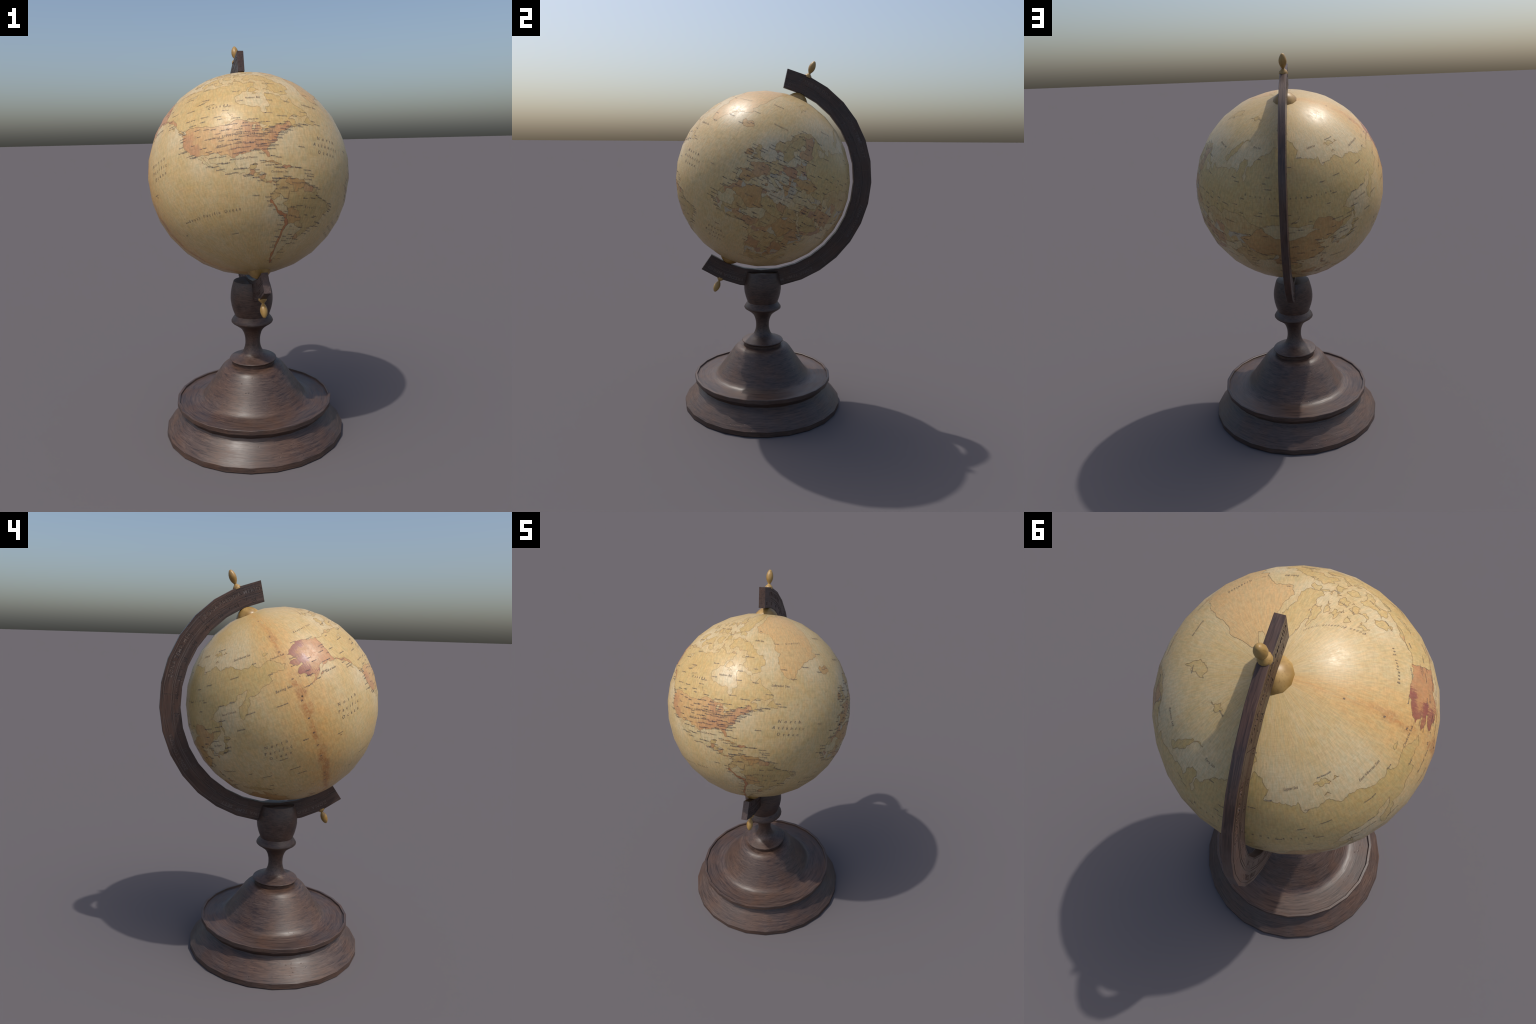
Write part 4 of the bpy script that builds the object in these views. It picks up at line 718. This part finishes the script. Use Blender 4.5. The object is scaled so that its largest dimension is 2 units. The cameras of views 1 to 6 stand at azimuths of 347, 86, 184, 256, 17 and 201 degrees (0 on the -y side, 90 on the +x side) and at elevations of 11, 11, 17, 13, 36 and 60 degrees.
def surface_mesh(name, v2, tris, lift=0.0):
    used = {}
    co, no, fs = [], [], []
    for t in tris:
        f = []
        for i in t:
            if i not in used:
                used[i] = len(co)
                p, n = ball_point(v2[i][0], v2[i][1], lift)
                co.append(p)
                no.append(n)
            f.append(used[i])
        fs.append(f)
    bm = bmesh.new()
    vs = [bm.verts.new(p) for p in co]
    for f in fs:
        try:
            bm.faces.new([vs[i] for i in f])
        except ValueError:
            pass
    bmesh.ops.remove_doubles(bm, verts=bm.verts, dist=1e-6)
    bmesh.ops.dissolve_degenerate(bm, edges=bm.edges, dist=1e-7)
    for f in bm.faces:
        f.smooth = True
        if f.normal.dot(f.calc_center_median()) < 0:
            f.normal_flip()
    me = bpy.data.meshes.new(name)
    bm.to_mesh(me)
    bm.free()
    me.normals_split_custom_set_from_vertices([Vector(v.co).normalized() for v in me.vertices])
    return me


def line_mesh(name, segs, width, lift):
    """Printed lines: flat ribbons of ink just above the paper."""
    bm = bmesh.new()
    for a, b in segs:
        p, n = ball_point(*a, lift)
        q, _ = ball_point(*b, lift)
        d = q - p
        L = np.linalg.norm(d)
        if L < 1e-6:
            continue
        d /= L
        s = np.cross(n, d) * width / 2
        p, q = p - d * width * 0.3, q + d * width * 0.3
        bm.faces.new([bm.verts.new(x) for x in (p - s, q - s, q + s, p + s)])
    me = bpy.data.meshes.new(name)
    bm.to_mesh(me)
    bm.free()
    for poly in me.polygons:
        poly.use_smooth = True
    me.normals_split_custom_set_from_vertices([Vector(v.co).normalized() for v in me.vertices])
    return me


class Lettering:
    """Sets words with the built-in font and hands back their filled outlines as 2D triangles."""
    def __init__(self):
        self.jobs, self.obs = [], []

    def add(self, text, spacing=1.0, shear=0.0, bold=0.0, res=2):
        c = bpy.data.curves.new("type", "FONT")
        c.body, c.space_character, c.shear, c.resolution_u, c.offset = text, spacing, shear, res, bold
        o = bpy.data.objects.new("type", c)
        bpy.context.scene.collection.objects.link(o)
        self.obs.append(o)
        return len(self.obs) - 1

    def run(self):
        dg = bpy.context.evaluated_depsgraph_get()
        dg.update()
        self.out = []
        for o in self.obs:
            e = o.evaluated_get(dg)
            me = e.to_mesh()
            me.calc_loop_triangles()
            v = np.array([(p.co.x, p.co.y) for p in me.vertices]) if len(me.vertices) else np.zeros((0, 2))
            t = [tuple(x.vertices) for x in me.loop_triangles]
            self.out.append((v, t))
            e.to_mesh_clear()
        for o in self.obs:
            c = o.data
            bpy.data.objects.remove(o)
            bpy.data.curves.remove(c)


def letters_on_ball(name, items, lift):
    """items: (2D verts, tris, ball longitude, ball latitude, degrees per unit, anchor)"""
    co, fs = [], []
    for v, t, lon, lat, size, anchor, *slope in items:
        rise = slope[0] if slope else 0.0
        if not len(v):
            continue
        x0, x1 = v[:, 0].min(), v[:, 0].max()
        shift = {"left": -x0, "right": -x1, "mid": -(x0 + x1) / 2}[anchor]
        k = len(co)
        for x, y in v:
            lo = lon + (x + shift) * size
            lo = (lo + 180) % 360 - 180
            p, _ = ball_point(lo, lat + (y + (x + shift) * rise) * size, lift)
            co.append(p)
        fs.extend(tuple(k + i for i in f) for f in t)
    me = bpy.data.meshes.new(name)
    me.from_pydata([tuple(p) for p in co], [], fs)
    me.update()
    bm = bmesh.new()
    bm.from_mesh(me)
    for f in bm.faces:
        f.smooth = True
        if f.normal.dot(f.calc_center_median()) < 0:
            f.normal_flip()
    bm.to_mesh(me)
    bm.free()
    me.normals_split_custom_set_from_vertices([Vector(v.co).normalized() for v in me.vertices])
    return me


# ------------------------------------------------------------------ the engraved arm
ARM_FROM, ARM_STEPS = -124.8, 18
TICK = 9.69
EQUATOR = -23.55


def polar(deg, r):
    """A point of the arm's face in (y, z); radii follow the straight facets between the arm's corners."""
    k = (deg - ARM_FROM) / 11.25
    off = (k - math.floor(k) - 0.5) * math.radians(11.25)
    r = r * math.cos(math.radians(11.25) / 2) / math.cos(off)
    a = math.radians(deg)
    return Vector((r * math.cos(a), r * math.sin(a)))


def arm_face_shapes(side, type_out):
    """2D polygons cut into one face. side +1 looks from +x (text runs with falling angle), -1 from -x."""
    shapes = []

    def band(d0, d1, r0, r1):
        n = max(1, int(abs(d1 - d0) / 2.25))
        for k in range(n):
            a, b = d0 + (d1 - d0) * k / n, d0 + (d1 - d0) * (k + 1) / n
            shapes.append([polar(a, r0), polar(b, r0), polar(b, r1), polar(a, r1)])
    end0, end1 = ARM_FROM + 0.15, ARM_FROM + 202.5 - 0.15
    for r, w in ((0.6115, 0.0028), (0.5700, 0.0028), (0.5608, 0.0026), (0.5268, 0.0018)):
        band(end0, end1, r + 0.0013 - w / 2, r + 0.0013 + w / 2)
    for k in range(-10, 11):
        a = EQUATOR + TICK * k
        if ARM_FROM < a < ARM_FROM + 202.5:
            band(a - 0.12, a + 0.12, 0.5375, 0.5655)
        h = a + TICK / 2
        if h < ARM_FROM + 202:
            band(h - 0.12, h + 0.12, 0.5520, 0.5640)
        if k in (-7, -3, 3, 7):
            band(a - 0.14, a + 0.14, 0.5655, 0.6118)
    for v, t, a, r, size in type_out:
        mid = (v[:, 0].min() + v[:, 0].max()) / 2
        pts = []
        for x, y in v:
            rr = r + 0.0013 + y * size
            d = math.degrees((x - mid) * size / (r + 0.3 * size))
            pts.append(polar(a - side * d, rr))
        for f in t:
            shapes.append([pts[i] for i in f])
    return shapes


def engraved_side(bm, x, side, shapes, depth, cham):
    n = ARM_STEPS
    ring = [polar(ARM_FROM + 11.25 * k, 1.0) for k in range(n + 1)]
    rim = []
    inner = []
    for k in range(n + 1):
        a = math.radians(ARM_FROM + 11.25 * k)
        rim.append(Vector((math.cos(a), math.sin(a))) * (ARM_OUT - cham))
        inner.append(Vector((math.cos(a), math.sin(a))) * (ARM_IN + cham))
    outline = rim + inner[::-1]
    outline = counter_clockwise(outline)
    verts = list(outline)
    faces = [list(range(len(outline)))]
    for s in shapes:
        k = len(verts)
        verts.extend(counter_clockwise(s))
        faces.append(list(range(k, k + len(s))))
    edges = [pair for poly in faces for pair in zip(poly, poly[1:] + poly[:1])]
    v, e, f, *_ = delaunay_2d_cdt(verts, edges, [], 0, 1e-7)
    mid = np.array([tuple(p) for p in v])[np.array(f)].mean(1)
    keep = inside(mid, outline)
    sunk = np.zeros(len(f), bool)
    for poly in faces[1:]:
        sunk |= inside(mid, [verts[k] for k in poly])
    bv = [bm.verts.new((x, p[0], p[1])) for p in v]
    cut = []
    for t, on, low in zip(f, keep, sunk):
        if not on:
            continue
        try:
            nf = bm.faces.new([bv[i] for i in t])
        except ValueError:
            continue
        nf.normal_update()
        if nf.normal.x * side < 0:
            nf.normal_flip()
        if low:
            cut.append(nf)
    got = bmesh.ops.extrude_face_region(bm, geom=cut)
    for g in got["geom"]:
        if isinstance(g, bmesh.types.BMFace):
            g.material_index = 1
    moved = [g for g in got["geom"] if isinstance(g, bmesh.types.BMVert)]
    bmesh.ops.translate(bm, verts=moved, vec=(-side * depth, 0, 0))
    bmesh.ops.delete(bm, geom=cut, context="FACES_ONLY")
    loose = [w for w in bm.verts if not w.link_faces]
    bmesh.ops.delete(bm, geom=loose, context="VERTS")


def build_arm(type_out):
    cham, h = 0.0013, ARM_HALF
    bm = bmesh.new()
    for side in (1, -1):
        engraved_side(bm, side * h, side, arm_face_shapes(side, type_out[side]), 0.0018, cham)
    # rims, chamfers and ends
    prof = [(ARM_IN + cham, h), (ARM_IN, h - cham), (ARM_IN, -h + cham), (ARM_IN + cham, -h),
            (ARM_OUT - cham, -h), (ARM_OUT, -h + cham), (ARM_OUT, h - cham), (ARM_OUT - cham, h)]
    rings = []
    for k in range(ARM_STEPS + 1):
        a = math.radians(ARM_FROM + 11.25 * k)
        rings.append([bm.verts.new((x, r * math.cos(a), r * math.sin(a))) for r, x in prof])
    skip = {3, 7}                          # the two engraved faces
    for a, b in zip(rings, rings[1:]):
        for k in range(8):
            if k not in skip:
                j = (k + 1) % 8
                bm.faces.new((a[k], a[j], b[j], b[k]))
    bm.faces.new(rings[0])
    bm.faces.new(rings[-1][::-1])
    bmesh.ops.remove_doubles(bm, verts=bm.verts, dist=2e-6)
    bmesh.ops.recalc_face_normals(bm, faces=bm.faces)
    # local z of the object = world x, so that the turned-wood grain follows the arc
    turn = Matrix(((0, 1, 0), (0, 0, 1), (1, 0, 0))).to_4x4()
    bmesh.ops.transform(bm, matrix=turn, verts=bm.verts)
    me = bpy.data.meshes.new("meridian_arm")
    bm.to_mesh(me)
    bm.free()
    smooth_by_angle(me, 25)
    return me, turn.inverted()


# ------------------------------------------------------------------ build
def build():
    scene = bpy.context.scene
    wood = wood_material("stained_wood", (0.031, 0.020, 0.0175), (0.064, 0.0405, 0.0325), (0.098, 0.066, 0.053))
    wood_arm = wood_material("arm_wood", (0.027, 0.0165, 0.0145), (0.054, 0.033, 0.0275), (0.084, 0.054, 0.045), 0.32, 0.48)
    brass = brass_material()
    ocean = paper_material("sea_paper", (0.52, 0.378, 0.175), (0.55, 0.428, 0.232), ocean=True, patch=0.5)
    tints = {
        "canada": ((0.50, 0.350, 0.140), (0.53, 0.39, 0.180)), "pale": ((0.53, 0.425, 0.235), (0.51, 0.40, 0.215)),
        "olive": ((0.43, 0.310, 0.130), (0.48, 0.350, 0.155)), "orange": ((0.48, 0.305, 0.125), (0.43, 0.260, 0.108)),
        "brown": ((0.42, 0.250, 0.120), (0.47, 0.295, 0.140)), "sienna": ((0.40, 0.175, 0.080), (0.46, 0.225, 0.095)),
        "tan": ((0.50, 0.360, 0.165), (0.45, 0.310, 0.135)), "russia": ((0.48, 0.345, 0.140), (0.51, 0.375, 0.170)),
        "peach": ((0.555, 0.362, 0.162), (0.535, 0.372, 0.178)), "rust": ((0.41, 0.215, 0.110), (0.46, 0.265, 0.125)),
    }
    paper = {k: paper_material(k + "_paper", *v, patch=0.6) for k, v in tints.items()}
    paper["states"] = paper_material("states_paper", (0.52, 0.338, 0.152), (0.49, 0.300, 0.135), patch=0.5, deep=(0.425, 0.220, 0.115), deep_share=0.75,
                                     spots=[(-122, 43, 6), (-119, 36, 5), (-82, 31, 7), (-88, 34, 7), (-95, 30, 6), (-77, 37, 6), (-72, 43, 5), (-87, 44, 5)])
    paper["alaska"] = paper_material("alaska_paper", (0.47, 0.265, 0.120), (0.43, 0.215, 0.105), patch=0.4, deep=(0.235, 0.070, 0.066), deep_share=0.92,
                                     spots=[(-164, 67.8, 7), (-166, 64.8, 6), (-164, 61.8, 6), (-160, 60, 4.5), (-158, 70.6, 5.5), (-161, 65.5, 4), (-152, 59, 2.5)])
    paper["mosaic"] = paper_material("mosaic_paper", *tints["tan"], patch=0.5,
                                     cells=[(0.50, 0.41, 0.25), (0.43, 0.37, 0.26), (0.45, 0.27, 0.13), (0.46, 0.34, 0.155), (0.40, 0.25, 0.145), (0.48, 0.31, 0.14)])
    ink = ink_material("printing_ink", (0.055, 0.056, 0.072), (0.105, 0.095, 0.105))
    faint_ink = ink_material("faded_ink", (0.21, 0.140, 0.075), (0.29, 0.195, 0.100))
    line_ink = ink_material("border_ink", (0.14, 0.105, 0.075), (0.22, 0.155, 0.095))
    sea_ink = ink_material("sea_ink", (0.14, 0.105, 0.085), (0.22, 0.165, 0.115))
    sky_sheen = wood_material("sky_sheen_groove", (0.085, 0.068, 0.064), (0.125, 0.102, 0.094), (0.155, 0.13, 0.118), 0.5, 0.6)  # paler engraving floor: sky reflection on the cuts put into the wood colour

    root = bpy.data.objects.new("desk_globe", None)
    scene.collection.objects.link(root)
    root.location = (0, STAND_Y, 0)
    root["label"] = "antique desk globe on turned dark wood stand with engraved arm"
    root["category"] = "globe"

    # --- stand
    stand = {
        "foot": [(0, 0.001), (0.462, 0.001), (0.4675, 0.0), (0.4690, 0.0025), (0.4690, 0.0285), (0.4668, 0.0312), (0.444, 0.055), (0.420, 0.082),
                 (0.400, 0.103), (0.386, 0.116), (0.378, 0.128), (0.30, 0.130), (0, 0.130)],
        "dish": [(0, 0.126), (0.3775, 0.126), (0.383, 0.137), (0.394, 0.148), (0.4040, 0.156), (0.4078, 0.161), (0.4085, 0.1815), (0.4068, 0.1840),
                 (0.3965, 0.1848), (0.3942, 0.1832), (0.3925, 0.1760), (0.350, 0.1762), (0.316, 0.1768), (0.294, 0.1795), (0.278, 0.1875),
                 (0.2635, 0.2040), (0.2295, 0.253), (0.1955, 0.302), (0.1705, 0.338), (0.159, 0.3515), (0.146, 0.3600), (0.130, 0.3640), (0.112, 0.3650), (0, 0.3650)],
        "stem": [(0, 0.3620), (0.1120, 0.3620), (0.1130, 0.3800), (0.1205, 0.3870), (0.1235, 0.3915), (0.1215, 0.3950), (0.105, 0.4010), (0.086, 0.4070), (0.068, 0.4150),
                 (0.055, 0.4260), (0.0475, 0.4400), (0.0420, 0.4560), (0.0392, 0.4730), (0.0388, 0.4870), (0.0395, 0.5030), (0.0425, 0.5190),
                 (0.0475, 0.5350), (0.0560, 0.5510), (0.0680, 0.5630), (0.0880, 0.5780), (0.1040, 0.5885), (0.1090, 0.5950), (0.1085, 0.6010), (0.1020, 0.6120),
                 (0.0890, 0.6290), (0, 0.6290)],
        "arm_socket": [(0, 0.6240), (0.0875, 0.6240), (0.0945, 0.6440), (0.1015, 0.6650), (0.1065, 0.6870), (0.1092, 0.7080), (0.1093, 0.7260), (0.1075, 0.7480),
                       (0.1030, 0.7720), (0.0965, 0.7960), (0.0910, 0.8120), (0.0840, 0.8122), (0, 0.8122)],
    }
    for name, prof in stand.items():
        me = lathe(name, prof, 24)
        smooth_by_angle(me, 30)
        link(name, me, root, (0, 0, 0), wood)

    # --- arm with engraved scale
    types = Lettering()
    plan = {1: [], -1: []}
    words = {
        1: [("ZONA FREDDA", 60.5), ("ZONA TEMP. SETT.", 24.5), ("ZONA TORRIDA", -23.8), ("ZONA TEMP. MER.", -72.0), ("ZONA FREDDA MERID", -107.0)],
        -1: [("ZONA FREDDA SETT", -103.0), ("ZONA TEMP. SETT.", -70.5), ("ZONA TORRIDA", -23.8), ("ZONA TEMP. MER.", 25.3), ("ZONA FREDDA MERID", 61.4)],
    }
    span = {"ZONA FREDDA": 20.2, "ZONA TEMP. SETT.": 25.5, "ZONA TORRIDA": 20.2, "ZONA TEMP. MER.": 23.7, "ZONA FREDDA MERID": 31.0, "ZONA FREDDA SETT": 29.5}
    for side in (1, -1):
        for text, a in words[side]:
            plan[side].append((types.add(text, 1.08, 0.0, 0.030, 3), a, 0.5840, span[text], 0.0187))
        for k in range(-10, 11):
            num = "%d" % (10 * abs(k) if abs(k) < 10 else 80)
            a = EQUATOR + TICK * k
            if ARM_FROM + 4 < a < ARM_FROM + 201:
                plan[side].append((types.add(num, 1.12, 0.0, 0.008, 3), a + side * 1.25, 0.5385, None, 0.0148))
    types.run()
    out = {}
    for side in (1, -1):
        out[side] = []
        for job, a, r, want, cap in plan[side]:
            v, t = types.out[job]
            v = v.copy()
            height = v[:, 1].max() - max(0.0, v[:, 1].min())
            size = cap / height
            if want:                       # stretch the word to the length it has on the scale
                wide = math.radians(want) * (r + 0.3 * size)
                v[:, 0] *= wide / ((v[:, 0].max() - v[:, 0].min()) * size)
            out[side].append((v, t, a, r, size))
    me, unturn = build_arm(out)
    arm = link("meridian_arm", me, root, (0, 0, CENTRE.z), wood_arm)
    arm.data.materials.append(sky_sheen)
    arm.rotation_euler = unturn.to_euler()

    # --- brass: a knob and a boss at each pole
    knob_prof = [(0, 0.6180), (0.0195, 0.6180), (0.0192, 0.6270), (0.0160, 0.6315), (0.0100, 0.6375), (0.0062, 0.6420), (0.0072, 0.6455), (0.0118, 0.6530),
                 (0.0155, 0.6620), (0.0174, 0.6715), (0.0176, 0.6790), (0.0162, 0.6890), (0.0132, 0.6985), (0.0090, 0.7065), (0.0055, 0.7115), (0, 0.7125)]
    boss_prof = [(0, 0.4750), (0.0600, 0.4750), (0.0590, 0.4860), (0.0555, 0.4930), (0.0480, 0.5020), (0.0370, 0.5125), (0.0240, 0.5200), (0.0110, 0.5240), (0, 0.5250)]
    knob_prof = [(r * 1.06, z) for r, z in knob_prof]
    knob_me, boss_me = lathe("knob", knob_prof, 12), lathe("pole_boss", boss_prof, 12, math.pi / 12)
    for me in (knob_me, boss_me):
        smooth_by_angle(me, 50)
        me.materials.append(brass)
    for flip in (0, math.pi):
        q = (Matrix.Rotation(TILT - math.pi / 2, 4, "X") @ Matrix.Rotation(flip, 4, "X")).to_euler()
        for name, me in (("knob", knob_me), ("pole_boss", boss_me)):
            o = link(name, me, arm if name == "knob" else root)
            if name == "knob":
                o.matrix_parent_inverse = arm.rotation_euler.to_matrix().to_4x4().inverted()
                o.location = (0, 0, 0)
            else:
                o.location = (0, 0, CENTRE.z)
            o.rotation_euler = q

    # --- the ball: sea, lands, lines and lettering
    v2, tris, region = build_map()
    groups = {}
    for t, key in zip(tris, region):
        groups.setdefault(key, []).append(t)
    ball = link("globe_ball", surface_mesh("globe_ball", v2, groups.pop("sea")), root, (0, 0, CENTRE.z), ocean)
    frame = Matrix((Vector((1, 0, 0)), POLE.cross(Vector((1, 0, 0))), POLE)).transposed()
    ball.rotation_euler = frame.to_euler()
    for key in sorted(groups, key=lambda k: -len(groups[k])):
        tris_k = groups[key]
        if key in COUNTRIES:
            name, tint = "country", COUNTRIES[key][0]
        elif key in ISLANDS:
            name = "island"
            tint = ISLAND_TINT.get(key) or {"canada": "canada", "alaska": "alaska", "russia": "russia"}.get(key.split("_")[0], "brown")
        else:
            name, tint = "continent_land", {"africa": "mosaic", "eurasia": "mosaic", "south_america": "tan", "north_america": "mosaic"}[key]
        link(name, surface_mesh(name, v2, tris_k), ball, mat=paper[tint])

    # coasts and borders: every triangle edge with two different regions on its sides
    side_of = {}
    for t, key in zip(tris, region):
        for a, b in zip(t, t[1:] + t[:1]):
            side_of.setdefault((min(a, b), max(a, b)), []).append(key)
    coast, border = [], []
    for (a, b), keys in side_of.items():
        if len(keys) == 2 and keys[0] != keys[1]:
            (coast if "sea" in keys else border).append(((v2[a][0], v2[a][1]), (v2[b][0], v2[b][1])))
    for name, segs, width, mat in (("coastline", coast, 0.0009, faint_ink), ("border_line", border, 0.0009, line_ink)):
        o = link(name, line_mesh(name, segs, width, 0.00045), ball, mat=mat)
        o["kind"] = "stuff"

    types = Lettering()
    towns, dots = [], []
    for entry in TOWNS.replace("\n", "").split(";"):
        *word, lat, lon = entry.split()
        text = " ".join(word)
        west = text.endswith("<")
        lo, la = to_ball(wrap(float(lon)), float(lat))
        job = types.add(text.rstrip("<"), 1.04, 0.0, 0.010, 1)
        towns.append((job, lo + (-0.35 if west else 0.35), la - 0.20, 0.92, "right" if west else "left"))
        dots.append((lo, la))
    for text, lon, lat in GRID_NUMBERS:
        lo, la = to_ball(lon, lat)
        towns.append((types.add(text, 1.0, 0.0, 0.01, 1), lo, la, 1.3, "mid"))
    seas = [(types.add(t, sp, 0.25 * sl, 0.0, 2), *to_ball(wrap(lo), la), size * 0.82, "mid") for t, lo, la, size, sp, sl in SEA_NAMES]
    lands = [(types.add(t, sp, 0.25 * sl, 0.0, 2), *to_ball(wrap(lo), la), size * 0.75, "mid", *rise) for t, lo, la, size, sp, sl, *rise in LAND_NAMES]
    types.run()
    unpack = lambda rows: [(*types.out[j], *rest) for j, *rest in rows]
    o = link("place_name", letters_on_ball("place_name", unpack(towns), 0.0008), ball, mat=ink)
    o["kind"] = "stuff"
    disc = (np.array([(0.13 * math.cos(k * math.pi / 3), 0.13 * math.sin(k * math.pi / 3)) for k in range(6)]), [(0, k, k + 1) for k in range(1, 5)])
    o = link("town_dot", letters_on_ball("town_dot", [(*disc, lo + 0.0, la, 1.0, "mid") for lo, la in dots], 0.0008), ball, mat=ink)
    o["kind"] = "stuff"
    for rows, name, mat in ((seas, "sea_name", sea_ink), (lands, "land_name", sea_ink)):
        for row in unpack(rows):
            link(name, letters_on_ball(name, [row], 0.0010), ball, mat=mat)


build()
